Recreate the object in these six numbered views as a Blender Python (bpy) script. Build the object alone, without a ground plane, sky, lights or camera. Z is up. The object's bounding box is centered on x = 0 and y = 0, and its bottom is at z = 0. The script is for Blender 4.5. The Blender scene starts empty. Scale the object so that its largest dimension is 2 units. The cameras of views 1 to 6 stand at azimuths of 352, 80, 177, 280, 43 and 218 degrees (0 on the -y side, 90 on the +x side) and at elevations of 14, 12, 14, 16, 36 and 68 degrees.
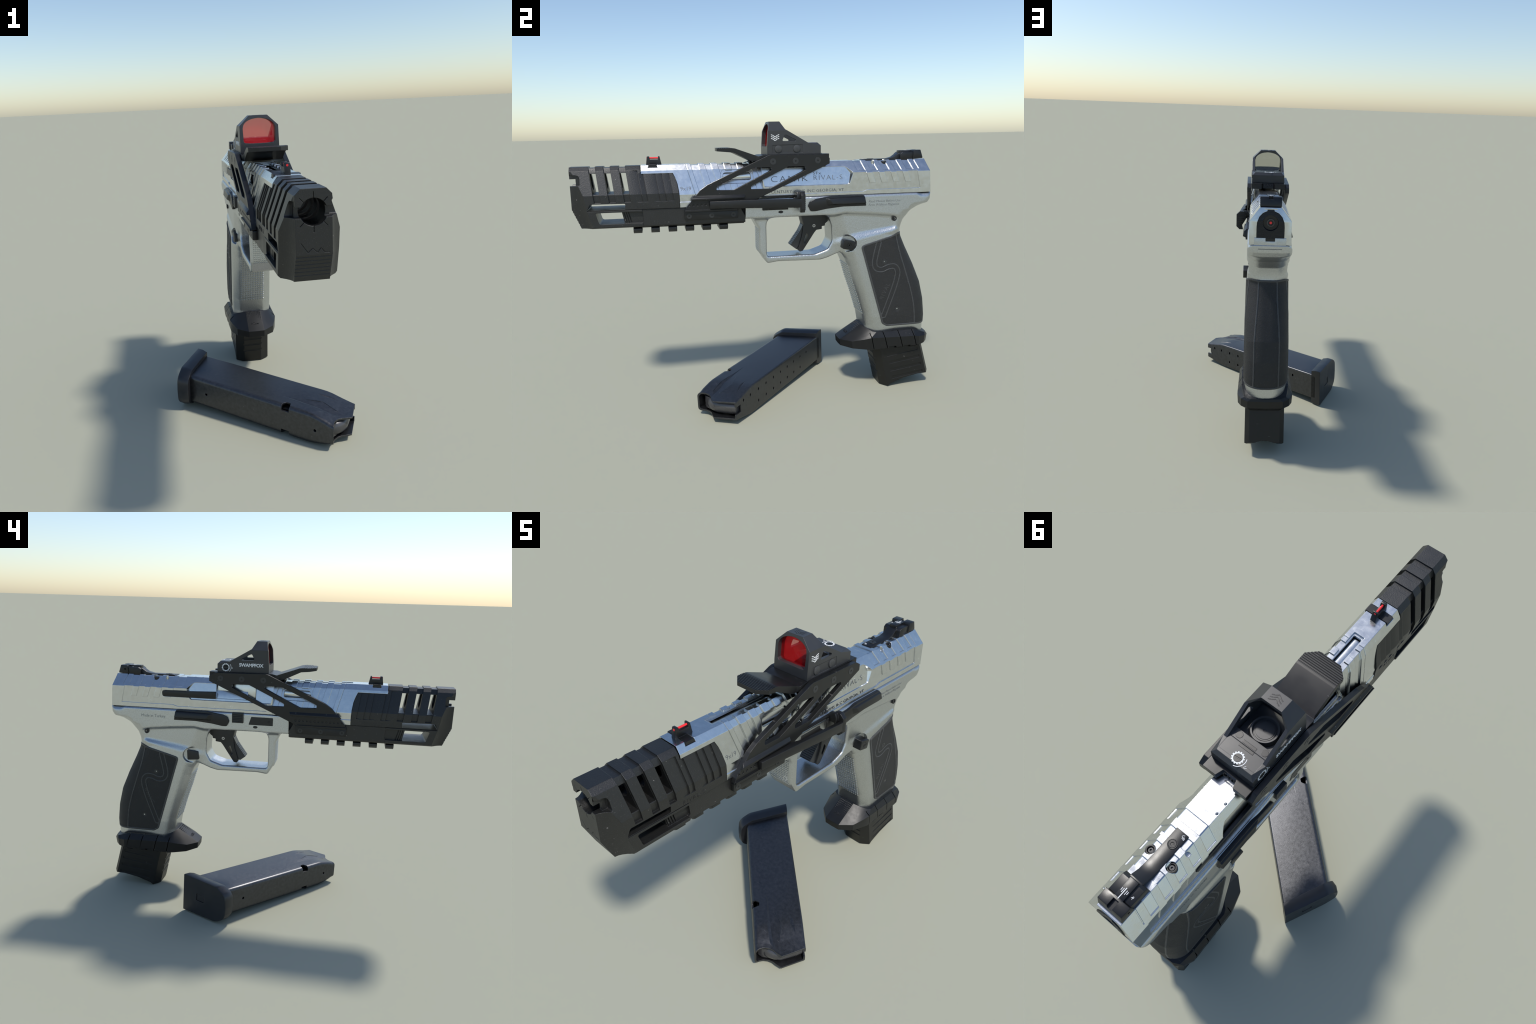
import bpy, bmesh, math
import numpy as np
from mathutils import Vector, Matrix

X0 = 0.052          # the pistol's plane of symmetry
RNG = np.random.default_rng(7)

# ------------------------------------------------------------------ materials
def material(name, base, metallic=0.0, rough=0.5, vary=0.15, vary_scale=9.0, grain=0.0, grain_scale=420.0,
             bevel=0.0025, rough_vary=0.06, speck=0.0, speck_col=(0.3, 0.3, 0.3), scratch=0.0, spec=0.5):
    m = bpy.data.materials.new(name)
    m.use_nodes = True
    nt = m.node_tree
    N, L = nt.nodes, nt.links
    b = N["Principled BSDF"]
    tc = N.new("ShaderNodeTexCoord")
    n1 = N.new("ShaderNodeTexNoise"); n1.inputs["Scale"].default_value = vary_scale; n1.inputs["Detail"].default_value = 6
    n1.inputs["Roughness"].default_value = 0.65
    L.new(tc.outputs["Object"], n1.inputs["Vector"])
    ramp = N.new("ShaderNodeValToRGB")
    lo = [c * (1 - vary) for c in base]; hi = [min(1, c * (1 + vary)) for c in base]
    ramp.color_ramp.elements[0].position = 0.3; ramp.color_ramp.elements[0].color = (*lo, 1)
    ramp.color_ramp.elements[1].position = 0.7; ramp.color_ramp.elements[1].color = (*hi, 1)
    L.new(n1.outputs["Fac"], ramp.inputs["Fac"])
    col = ramp.outputs["Color"]
    fine = N.new("ShaderNodeTexNoise"); fine.inputs["Scale"].default_value = grain_scale; fine.inputs["Detail"].default_value = 2
    L.new(tc.outputs["Object"], fine.inputs["Vector"])
    if speck > 0:
        r2 = N.new("ShaderNodeValToRGB")
        r2.color_ramp.elements[0].position = 0.60; r2.color_ramp.elements[0].color = (0, 0, 0, 1)
        r2.color_ramp.elements[1].position = 0.78; r2.color_ramp.elements[1].color = (speck,) * 3 + (1,)
        L.new(fine.outputs["Fac"], r2.inputs["Fac"])
        mx = N.new("ShaderNodeMix"); mx.data_type = 'RGBA'
        L.new(r2.outputs["Color"], mx.inputs["Factor"]); L.new(col, mx.inputs["A"])
        mx.inputs["B"].default_value = (*speck_col, 1)
        col = mx.outputs["Result"]
    if scratch > 0:
        mp = N.new("ShaderNodeMapping"); mp.inputs["Rotation"].default_value = (0.5, 0.3, 0.9); mp.inputs["Scale"].default_value = (9, 55, 55)
        L.new(tc.outputs["Object"], mp.inputs["Vector"])
        vo = N.new("ShaderNodeTexNoise"); vo.inputs["Scale"].default_value = 1.6; vo.inputs["Detail"].default_value = 2
        L.new(mp.outputs["Vector"], vo.inputs["Vector"])
        r3 = N.new("ShaderNodeValToRGB")
        r3.color_ramp.elements[0].position = 0.72; r3.color_ramp.elements[0].color = (0, 0, 0, 1)
        r3.color_ramp.elements[1].position = 0.80; r3.color_ramp.elements[1].color = (scratch,) * 3 + (1,)
        L.new(vo.outputs["Fac"], r3.inputs["Fac"])
        mx = N.new("ShaderNodeMix"); mx.data_type = 'RGBA'
        L.new(r3.outputs["Color"], mx.inputs["Factor"]); L.new(col, mx.inputs["A"])
        mx.inputs["B"].default_value = (0.22, 0.21, 0.2, 1)
        col = mx.outputs["Result"]
    L.new(col, b.inputs["Base Color"])
    mr = N.new("ShaderNodeMapRange")
    mr.inputs["From Min"].default_value = 0.3; mr.inputs["From Max"].default_value = 0.7
    mr.inputs["To Min"].default_value = max(0.02, rough - rough_vary); mr.inputs["To Max"].default_value = rough + rough_vary
    L.new(n1.outputs["Fac"], mr.inputs["Value"]); L.new(mr.outputs["Result"], b.inputs["Roughness"])
    b.inputs["Metallic"].default_value = metallic
    b.inputs["Specular IOR Level"].default_value = spec
    norm = None
    if bevel > 0:
        bv = N.new("ShaderNodeBevel"); bv.samples = 6; bv.inputs["Radius"].default_value = bevel
        norm = bv.outputs["Normal"]
    if grain > 0:
        bp = N.new("ShaderNodeBump"); bp.inputs["Strength"].default_value = grain; bp.inputs["Distance"].default_value = 0.002
        L.new(fine.outputs["Fac"], bp.inputs["Height"])
        if norm is not None:
            L.new(norm, bp.inputs["Normal"])
        norm = bp.outputs["Normal"]
    if norm is not None:
        L.new(norm, b.inputs["Normal"])
    return m

M = {}
M['silver'] = material("polished_silver_steel", (0.63, 0.645, 0.65), 1.0, 0.23, 0.05, 40, 0.05, 260, 0.003, 0.05)
M['frame'] = material("blasted_silver_alloy", (0.53, 0.545, 0.55), 1.0, 0.32, 0.10, 170, 0.55, 210, 0.0, 0.04)
M['black'] = material("black_anodised_alloy", (0.014, 0.0145, 0.015), 0.0, 0.40, 0.12, 14, 0.06, 500, 0.0025, 0.06, 0.5, (0.06, 0.06, 0.06), 0.5)
M['comp'] = material("grainy_black_cerakote", (0.0095, 0.0095, 0.0091), 0.0, 0.42, 0.12, 14, 0.30, 230, 0.003, 0.05, 0.6, (0.05, 0.049, 0.046), 0.7, 0.6)
M['mount'] = material("black_mount_alloy", (0.0082, 0.0084, 0.0086), 0.0, 0.38, 0.10, 14, 0.05, 500, 0.0025, 0.05, 0.3, (0.04, 0.04, 0.04), 0.5, 0.45)
M['optic'] = material("grey_black_optic_housing", (0.032, 0.033, 0.035), 0.0, 0.36, 0.10, 14, 0.04, 500, 0.0025, 0.05, 0.3, (0.07, 0.07, 0.07), 0.3)
M['bolt'] = material("dark_bolt_steel", (0.024, 0.025, 0.026), 0.0, 0.42, 0.08, 14, 0.03, 500, 0.001)
M['sight'] = material("black_sight_steel", (0.0065, 0.0067, 0.0073), 0.0, 0.36, 0.1, 14, 0.05, 500, 0.002, 0.05)
M['rubber'] = material("stippled_black_rubber", (0.0155, 0.0155, 0.0155), 0.0, 0.66, 0.12, 20, 0.8, 190, 0.0, 0.05, 0.6, (0.05, 0.05, 0.048))
M['trim'] = material("smooth_black_rubber_trim", (0.046, 0.047, 0.048), 0.0, 0.45, 0.06, 20, 0.05, 300, 0.0)
M['polymer'] = material("matt_black_polymer", (0.0065, 0.0065, 0.0062), 0.0, 0.44, 0.1, 20, 0.06, 420, 0.003, 0.05, 0.4, (0.04, 0.04, 0.038), 0.5, 0.42)
M['well'] = material("black_magwell_alloy", (0.0065, 0.0068, 0.0075), 0.0, 0.42, 0.1, 20, 0.05, 420, 0.002, 0.05, 0.3, (0.06, 0.06, 0.06), 0.4, 0.4)
M['magazine'] = material("blued_magazine_steel", (0.082, 0.084, 0.090), 0.9, 0.37, 0.16, 60, 0.12, 220, 0.002, 0.06, 0.25, (0.14, 0.14, 0.14), 0.5)
M['baseplate'] = material("grey_polymer_baseplate", (0.022, 0.0225, 0.025), 0.0, 0.38, 0.08, 20, 0.04, 300, 0.003)
M['follower'] = material("grey_follower_polymer", (0.085, 0.083, 0.085), 0.5, 0.30, 0.1, 20, 0.04, 300, 0.003)
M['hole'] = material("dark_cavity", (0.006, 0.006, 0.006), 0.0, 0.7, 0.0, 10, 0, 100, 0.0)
M['ink'] = material("grey_engraved_ink", (0.22, 0.23, 0.23), 0.6, 0.45, 0.1, 30, 0, 100, 0.0)
M['etch'] = material("dark_engraved_groove", (0.17, 0.18, 0.19), 0.7, 0.4, 0.2, 60, 0, 100, 0.0)
M['white'] = material("white_marking_paint", (0.78, 0.79, 0.79), 0.0, 0.5, 0.04, 30, 0, 100, 0.0)
M['shine'] = material("bare_steel_detail", (0.45, 0.45, 0.46), 1.0, 0.28, 0.1, 60, 0, 100, 0.001)
M['fiber'] = material("red_fibre_optic", (0.85, 0.03, 0.035), 0.0, 0.25, 0.05, 30, 0, 100, 0.0)
M['relief'] = material("raised_black_lettering", (0.020, 0.020, 0.021), 0.0, 0.42, 0.1, 14, 0, 100, 0.0)
M['wire'] = material("grey_dial_disc", (0.06, 0.06, 0.062), 0.3, 0.38, 0.1, 30, 0, 100, 0.001)

def lens_material(name, front):
    m = bpy.data.materials.new(name); m.use_nodes = True
    nt = m.node_tree; N, L = nt.nodes, nt.links
    out = N["Material Output"]; N.remove(N["Principled BSDF"])
    tr = N.new("ShaderNodeBsdfTransparent")
    tr.inputs["Color"].default_value = (0.80, 0.68, 0.66, 1) if front else (0.70, 0.70, 0.66, 1)
    gl = N.new("ShaderNodeBsdfGlossy")
    gl.inputs["Color"].default_value = (1.0, 0.02, 0.03, 1) if front else (0.5, 0.5, 0.5, 1)
    gl.inputs["Roughness"].default_value = 0.06
    mix = N.new("ShaderNodeMixShader")
    mix.inputs["Fac"].default_value = 0.36 if front else 0.06
    L.new(tr.outputs[0], mix.inputs[1]); L.new(gl.outputs[0], mix.inputs[2])
    if front:
        df = N.new("ShaderNodeBsdfDiffuse"); df.inputs["Color"].default_value = (0.9, 0.005, 0.01, 1)
        mx2 = N.new("ShaderNodeMixShader"); mx2.inputs["Fac"].default_value = 0.16
        L.new(mix.outputs[0], mx2.inputs[1]); L.new(df.outputs[0], mx2.inputs[2])
        ge = N.new("ShaderNodeNewGeometry")
        tr2 = N.new("ShaderNodeBsdfTransparent"); tr2.inputs["Color"].default_value = (0.85, 0.85, 0.82, 1)
        mx3 = N.new("ShaderNodeMixShader")
        L.new(ge.outputs["Backfacing"], mx3.inputs["Fac"])
        L.new(mx2.outputs[0], mx3.inputs[1]); L.new(tr2.outputs[0], mx3.inputs[2])
        L.new(mx3.outputs[0], out.inputs["Surface"])
    else:
        L.new(mix.outputs[0], out.inputs["Surface"])
    return m
M['lens_red'] = lens_material("red_coated_glass", True)
M['lens_clear'] = lens_material("clear_grey_glass", False)

# ------------------------------------------------------------------ mesh helpers
def new_obj(name, mesh, mat, parent=None, smooth=35):
    o = bpy.data.objects.new(name, mesh)
    bpy.context.scene.collection.objects.link(o)
    if mat is not None and len(mesh.materials) == 0:
        mesh.materials.append(M[mat])
    if smooth:
        for p in mesh.polygons:
            p.use_smooth = True
        mesh.set_sharp_from_angle(angle=math.radians(smooth))
    if parent is not None:
        o.parent = parent
    return o

def bm_mesh(bm, name):
    bmesh.ops.recalc_face_normals(bm, faces=bm.faces[:])
    me = bpy.data.meshes.new(name); bm.to_mesh(me); bm.free()
    return me

def prism_mesh(pts, a, b, axis='x', name="m"):
    """polygon swept along one axis. x: pts are (y,z); y: pts are (x,z); z: pts are (x,y)"""
    bm = bmesh.new()
    def mk(p, t):
        if axis == 'x': return (t, p[0], p[1])
        if axis == 'y': return (p[0], t, p[1])
        return (p[0], p[1], t)
    va = [bm.verts.new(mk(p, a)) for p in pts]; vb = [bm.verts.new(mk(p, b)) for p in pts]
    n = len(pts)
    bm.faces.new(va); bm.faces.new(vb[::-1])
    for i in range(n):
        bm.faces.new((va[i], vb[i], vb[(i + 1) % n], va[(i + 1) % n]))
    return bm_mesh(bm, name)

def loft_mesh(rings, name="m", cap=True):
    bm = bmesh.new()
    R = [[bm.verts.new(p) for p in r] for r in rings]
    n = len(rings[0])
    for a, b in zip(R, R[1:]):
        for i in range(n):
            bm.faces.new((a[i], a[(i + 1) % n], b[(i + 1) % n], b[i]))
    if cap:
        bm.faces.new(R[0][::-1]); bm.faces.new(R[-1])
    return bm_mesh(bm, name)

def cyl_mesh(c, r, a, b, axis='x', seg=32, r2=None, name="m"):
    r2 = r if r2 is None else r2
    rings = []
    for t, rr in ((a, r), (b, r2)):
        ring = []
        for i in range(seg):
            q = 2 * math.pi * i / seg
            u, v = c[0] + rr * math.cos(q), c[1] + rr * math.sin(q)
            ring.append((t, u, v) if axis == 'x' else (u, t, v) if axis == 'y' else (u, v, t))
        rings.append(ring)
    return loft_mesh(rings, name)

def fillet(pts, r, seg=4):
    """round the corners of a polygon; r one radius or one per corner"""
    n = len(pts); out = []
    for i, p in enumerate(pts):
        ri = r[i] if isinstance(r, (list, tuple)) else r
        p = Vector(p); a = Vector(pts[i - 1]); b = Vector(pts[(i + 1) % n])
        da, db = (a - p), (b - p)
        la, lb = da.length, db.length
        if ri <= 0 or la < 1e-6 or lb < 1e-6:
            out.append(tuple(p)); continue
        da /= la; db /= lb
        ang = da.angle(db)
        t = min(ri / math.tan(ang / 2) if ang > 0.01 else 0, la * 0.48, lb * 0.48)
        s, e = p + da * t, p + db * t
        for k in range(seg + 1):
            f = k / seg
            out.append(tuple((1 - f) ** 2 * s + 2 * f * (1 - f) * p + f * f * e))
    return out

def mirror(pts):
    """half outline (x>=0, ordered) -> full symmetric outline"""
    return [(p[0], p[1]) for p in pts] + [(-p[0], p[1]) for p in reversed(pts) if abs(p[0]) > 1e-9]

def boolean(me, others, op='DIFFERENCE'):
    """apply exact booleans of a mesh with a list of meshes, return the new mesh"""
    o = bpy.data.objects.new("tmp", me); bpy.context.scene.collection.objects.link(o)
    col = bpy.data.collections.new("cut"); bpy.context.scene.collection.children.link(col)
    tmp = []
    for c in others:
        t = bpy.data.objects.new("cutter", c); col.objects.link(t); tmp.append(t)
    md = o.modifiers.new("b", 'BOOLEAN'); md.operation = op; md.solver = 'EXACT'
    md.operand_type = 'COLLECTION'; md.collection = col
    md.use_self = True
    dg = bpy.context.evaluated_depsgraph_get(); dg.update()
    res = bpy.data.meshes.new_from_object(o.evaluated_get(dg))
    bpy.data.objects.remove(o)
    for t in tmp:
        bpy.data.objects.remove(t)
    bpy.data.collections.remove(col)
    res.materials.clear()
    return res

def bevelled(me, w=0.003, seg=2, angle=30):
    o = bpy.data.objects.new("tmp", me); bpy.context.scene.collection.objects.link(o)
    md = o.modifiers.new("b", 'BEVEL'); md.width = w; md.segments = seg; md.limit_method = 'ANGLE'; md.angle_limit = math.radians(angle)
    dg = bpy.context.evaluated_depsgraph_get(); dg.update()
    res = bpy.data.meshes.new_from_object(o.evaluated_get(dg))
    bpy.data.objects.remove(o)
    res.materials.clear()
    return res

def join(meshes, name="joined"):
    bm = bmesh.new()
    for m in meshes:
        bm.from_mesh(m)
    me = bpy.data.meshes.new(name); bm.to_mesh(me); bm.free()
    return me

def moved(me, mat4):
    m = me.copy(); m.transform(mat4); return m

def shiftx(me):
    me.transform(Matrix.Translation((X0, 0, 0))); return me

def box(x0, x1, y0, y1, z0, z1):
    return prism_mesh([(y0, z0), (y1, z0), (y1, z1), (y0, z1)], x0, x1)

def text_mesh(s, size, depth=0.0012, align='LEFT', shear=0.0, space=1.0, bold=0.0):
    c = bpy.data.curves.new("txt", 'FONT')
    c.body = s; c.size = size; c.extrude = depth; c.align_x = align; c.shear = shear; c.space_character = space
    c.offset = bold; c.resolution_u = 3
    o = bpy.data.objects.new("txt", c); bpy.context.scene.collection.objects.link(o)
    dg = bpy.context.evaluated_depsgraph_get(); dg.update()
    me = bpy.data.meshes.new_from_object(o.evaluated_get(dg))
    bpy.data.objects.remove(o); bpy.data.curves.remove(c)
    me.materials.clear()
    return me

def frame_matrix(origin, right, up):
    r = Vector(right).normalized(); u = Vector(up); u = (u - r * u.dot(r)).normalized(); n = r.cross(u)
    m = Matrix.Identity(4)
    for i in range(3):
        m[i][0], m[i][1], m[i][2], m[i][3] = r[i], u[i], n[i], origin[i]
    return m

def lettering(name, s, origin, right, up, size, mat, parent, **kw):
    me = text_mesh(s, size, **kw); me.name = name
    me.transform(frame_matrix(origin, right, up))
    shiftx(me)
    return new_obj(name, me, mat, parent, smooth=0)

def empty(name, loc, label, category):
    o = bpy.data.objects.new(name, None); o.location = loc
    bpy.context.scene.collection.objects.link(o)
    o["label"] = label; o["category"] = category
    return o

def part(name, me, mat, parent, smooth=35, shift=True):
    if shift: shiftx(me)
    me.name = name
    o = new_obj(name, me, mat, parent, smooth)
    return o

# ------------------------------------------------------------------ signed-distance modelling of the soft parts
def poly_sdf(P, Y, Z):
    P = np.array(P, float); d = np.full(Y.shape, 1e9); inside = np.zeros(Y.shape, bool)
    n = len(P)
    for i in range(n):
        a, b = P[i], P[(i + 1) % n]
        e = b - a; wy, wz = Y - a[0], Z - a[1]
        t = np.clip((wy * e[0] + wz * e[1]) / max(e @ e, 1e-12), 0, 1)
        d = np.minimum(d, (wy - e[0] * t) ** 2 + (wz - e[1] * t) ** 2)
        c = (a[1] > Z) != (b[1] > Z)
        with np.errstate(divide='ignore', invalid='ignore'):
            xi = a[0] + (Z - a[1]) / (b[1] - a[1]) * e[0]
        inside ^= c & (Y < xi)
    d = np.sqrt(d)
    return np.where(inside, -d, d)

def line_dist(P, Y, Z):
    P = np.array(P, float); d = np.full(Y.shape, 1e9)
    for a, b in zip(P, P[1:]):
        e = b - a; wy, wz = Y - a[0], Z - a[1]
        t = np.clip((wy * e[0] + wz * e[1]) / max(e @ e, 1e-12), 0, 1)
        d = np.minimum(d, (wy - e[0] * t) ** 2 + (wz - e[1] * t) ** 2)
    return np.sqrt(d)

def sstep(a, b, x):
    t = np.clip((x - a) / (b - a), 0, 1); return t * t * (3 - 2 * t)

def round_and(a, b, r):
    u = np.maximum(a + r, 0); v = np.maximum(b + r, 0)
    return np.minimum(np.maximum(a, b), -r) + np.sqrt(u * u + v * v) if False else np.where((a > -r) & (b > -r), np.sqrt(u * u + v * v) - r, np.maximum(a, b))

def surface_nets(f, org, h, name):
    """quad mesh of the zero level of a sampled field, projected back on to it"""
    s = f < 0
    nx, ny, nz = f.shape
    cells = [(i, j, k) for i in (0, 1) for j in (0, 1) for k in (0, 1)]
    acc = np.zeros((nx - 1, ny - 1, nz - 1, 3), np.float32); cnt = np.zeros((nx - 1, ny - 1, nz - 1), np.float32)
    sl = lambda i, n: slice(i, n - 1 + i)
    for ax in range(3):
        for c in cells:
            if c[ax]: continue
            c2 = list(c); c2[ax] = 1
            A = f[sl(c[0], nx), sl(c[1], ny), sl(c[2], nz)]; B = f[sl(c2[0], nx), sl(c2[1], ny), sl(c2[2], nz)]
            mk = (A < 0) != (B < 0)
            t = np.where(mk, A / np.where(mk, A - B, 1), 0)
            for q in range(3):
                acc[..., q] += np.where(mk, t if q == ax else c[q], 0)
            cnt += mk
    act = cnt > 0
    idx = -np.ones(act.shape, np.int64); idx[act] = np.arange(act.sum())
    I = np.argwhere(act)
    V = acc[act] / cnt[act][:, None] + I
    # newton projection on the trilinear field
    G = np.gradient(f)
    def tri(F, P):
        b = np.clip(np.floor(P).astype(int), 0, np.array(F.shape) - 2); w = P - b; r = 0
        for c in cells:
            ww = np.prod([w[:, q] if c[q] else 1 - w[:, q] for q in range(3)], axis=0)
            r = r + ww * F[b[:, 0] + c[0], b[:, 1] + c[1], b[:, 2] + c[2]]
        return r
    for _ in range(3):
        val = tri(f, V); g = np.stack([tri(q, V) for q in G], 1)
        V = V - 0.8 * g * (val / np.maximum((g * g).sum(1), 1e-10))[:, None]
    quads = []
    for ax in range(3):
        u, v = [(1, 2), (2, 0), (0, 1)][ax]
        a = np.take(s, range(0, f.shape[ax] - 1), ax); b = np.take(s, range(1, f.shape[ax]), ax)
        E = np.argwhere(a != b); flip = a[a != b]
        ok = (E[:, u] > 0) & (E[:, v] > 0) & (E[:, u] < f.shape[u] - 1) & (E[:, v] < f.shape[v] - 1)
        E, flip = E[ok], flip[ok]
        def at(du, dv):
            Q = E.copy(); Q[:, u] -= du; Q[:, v] -= dv
            return idx[Q[:, 0], Q[:, 1], Q[:, 2]]
        q = np.stack([at(1, 1), at(0, 1), at(0, 0), at(1, 0)], 1)
        q[~flip] = q[~flip][:, ::-1]
        quads.append(q)
    quads = np.concatenate(quads)
    V = V * h + np.array(org)
    me = bpy.data.meshes.new(name)
    me.from_pydata(V.tolist(), [], quads.tolist()); me.update()
    return me

# =================================================================== THE PISTOL
gun = empty("pistol", (X0, 0.80, 0.0), "silver and black competition pistol with raised red dot sight", "pistol")

def gpart(name, me, mat, parent=None, smooth=35):
    """a part under the pistol (or one of its parts); meshes are built about x=0 in world y,z"""
    p = parent or gun
    shiftx(me); me.name = name
    o = new_obj(name, me, mat, None, smooth)
    o.parent = p
    o.matrix_parent_inverse = Matrix.Translation(-gun.location) if p is gun else Matrix.Identity(4)
    return o

def gtext(name, s, origin, right, up, size, mat, parent, stretch=1.0, **kw):
    me = text_mesh(s, size, **kw)
    me.transform(Matrix.Diagonal((stretch, 1, 1, 1)))
    me.transform(frame_matrix(origin, right, up))
    return gpart(name, me, mat, parent, smooth=0)

# ---- slide ---------------------------------------------------------------
def sec_front(d=0.0):
    return mirror([(0.047 - d * .4, 1.354 - d), (0.066 - d, 1.325 - d * .4), (0.101 - d, 1.197), (0.101 - d, 1.160), (0.104 - d, 1.157), (0.104 - d, 1.130)])
def sec_rear(d=0.0):
    return mirror([(0.054 - d * .4, 1.3495 - d), (0.1045 - d, 1.284 - d * .3), (0.1065 - d, 1.164)])

front = prism_mesh(sec_front(), -0.637, 0.03, 'y')
rear = prism_mesh(sec_rear(), 0.0, 0.972, 'y')
slide = boolean(front, [rear], 'UNION')

def slant(y0, y1, z0, z1, k, zr):
    """parallelogram band in (y,z): y0..y1 measured at height zr, leaning k metres of y per metre down"""
    f = lambda y, z: (y + k * (zr - z), z)
    return [f(y0, z0), f(y1, z0), f(y1, z1), f(y0, z1)]

cuts = []
# forward serrations, cut down to an inset core
core_f = prism_mesh(sec_front(0.0065), -0.70, 0.10, 'y')
grooves = []
for i, (a, b) in enumerate([(-0.379, -0.338), (-0.304, -0.271), (-0.236, -0.203), (-0.166, -0.134), (-0.100, -0.066), (-0.037, -0.033)]):
    grooves.append(prism_mesh(slant(a, b, 1.165 if i < 5 else 1.20, 1.40, 0.27, 1.35), -0.2, 0.2))
for g in grooves:
    cuts.append(boolean(g, [core_f]))
# thin line ahead of the first serration
cuts.append(boolean(prism_mesh(slant(-0.404, -0.401, 1.185, 1.40, 0.27, 1.35), -0.2, 0.2), [prism_mesh(sec_front(0.0025), -0.7, 0.1, 'y')]))
# side pockets between serrations and rear block
core_p = prism_mesh(mirror([(0.040, 1.3525), (0.0735, 1.327), (0.0965, 1.222), (0.0965, 1.15)]), -0.2, 0.8, 'y')
core_b = boolean(prism_mesh(sec_front(0.0), -0.2, 0.3, 'y'), [prism_mesh(slant(-0.10, -0.002, 1.10, 1.42, 0.27, 1.35), -0.3, 0.3)], 'INTERSECT')
def pocket_ring(x, i):
    return [(x, y, z) for y, z in fillet([(0.012, 1.222 + i * .5), (0.490 - i, 1.222 + i * .5), (0.511 - i, 1.283), (0.486 - i, 1.3275 - i * .6), (-0.015, 1.3275 - i * .6)], [0, .016, .014, .026, 0], 6)]
for s in (1, -1):
    cuts.append(boolean(loft_mesh([pocket_ring(s * x, i) for x, i in ((0.02, 0.016), (0.080, 0.014), (0.088, 0.009), (0.095, 0.004), (0.101, 0.001), (0.115, -0.001))]), [core_p, core_b]))
# recessed flank panel of the rear block with the teeth left standing
panel = [(0.035, 1.1795), (0.566, 1.1795), (0.594, 1.1885), (0.908, 1.1885), (0.888, 1.2855), (0.035, 1.2855)]
teeth = [prism_mesh(slant(0.566 + 0.0705 * i, 0.600 + 0.0705 * i, 1.2265, 1.33, 0.34, 1.345), -0.3, 0.3) for i in range(5)]
pan = boolean(prism_mesh(panel, -0.2, 0.2), [prism_mesh(mirror([(0.1015, 1.40), (0.1015, 1.10)]), -0.2, 1.2, 'y')])
for t in teeth[:4]:
    pan = boolean(pan, [t])
cuts.append(pan)
# chamfer deck lowered between raised ridges
core_r = prism_mesh(mirror([(0.0490, 1.3455), (0.0530, 1.3440), (0.1010, 1.2838), (0.1010, 1.15)]), 0.3, 1.2, 'y')
deck = boolean(prism_mesh([(0.535, 1.2955), (0.900, 1.2955), (0.884, 1.345), (0.8825, 1.40), (0.520, 1.40), (0.520, 1.345)], -0.2, 0.2), [core_r])
for i in range(5):
    deck = boolean(deck, [prism_mesh(slant(0.566 + 0.0705 * i, 0.597 + 0.0705 * i, 1.20, 1.42, 0.34, 1.345), -0.3, 0.3)])
cuts.append(deck)
# rear-top step in front of the serrations
cuts.append(boolean(prism_mesh([(0.519, 1.33), (0.519, 1.40), (0.536, 1.40), (0.536, 1.33)], -0.2, 0.2), [prism_mesh(mirror([(0.1, 1.3455), (0.1, 1.2)]), 0.3, 1.2, 'y')]))
# black nose cover takes the lower front
cover_edge = [(-0.70, 1.310), (-0.474, 1.310), (-0.462, 1.285), (-0.453, 1.255), (-0.447, 1.215), (-0.445, 1.18), (-0.445, 1.10), (-0.70, 1.10)]
cuts.append(prism_mesh(cover_edge, -0.2, 0.2))
# bore
bore = cyl_mesh((0, 1.276), 0.0640, -0.8, 0.16, 'y', 48)
cuts.append(bore)
# lightening windows both sides, top slot
win = fillet([(-0.217, 1.262), (-0.056, 1.262), (-0.062, 1.303), (-0.206, 1.303)], .012, 4)
cuts.append(prism_mesh(win, -0.2, 0.2))
cuts.append(boolean(prism_mesh(fillet([(-0.232, 1.246), (-0.042, 1.246), (-0.050, 1.319), (-0.216, 1.319)], .016, 4), -0.2, 0.2), [prism_mesh(sec_front(0.0095), -0.7, 0.1, 'y')]))
cuts.append(prism_mesh(fillet([(-.018, -.432), (.018, -.432), (.018, -.10), (-.018, -.10)], .004, 3), 1.30, 1.40, 'z'))
# shallow land round the top slot
cuts.append(prism_mesh(fillet([(-.024, -.442), (.024, -.442), (.024, -.09), (-.024, -.09)], .004, 3), 1.3475, 1.40, 'z'))
# ejection port on the -x side
cuts.append(prism_mesh(fillet([(0.100, 1.236), (0.335, 1.236), (0.335, 1.42), (0.100, 1.42)], .008, 3), -0.2, -0.018))
# extractor channel
cuts.append(prism_mesh(fillet([(0.330, 1.2335), (0.657, 1.2335), (0.657, 1.2705), (0.330, 1.2765)], [0, .016, .016, 0], 5), -0.2, -0.092))
# rear face slant
cuts.append(prism_mesh([(0.9450, 1.36), (0.9640, 1.283), (0.970, 1.15), (1.1, 1.15), (1.1, 1.40), (0.94, 1.40)], -0.2, 0.2))
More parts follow.
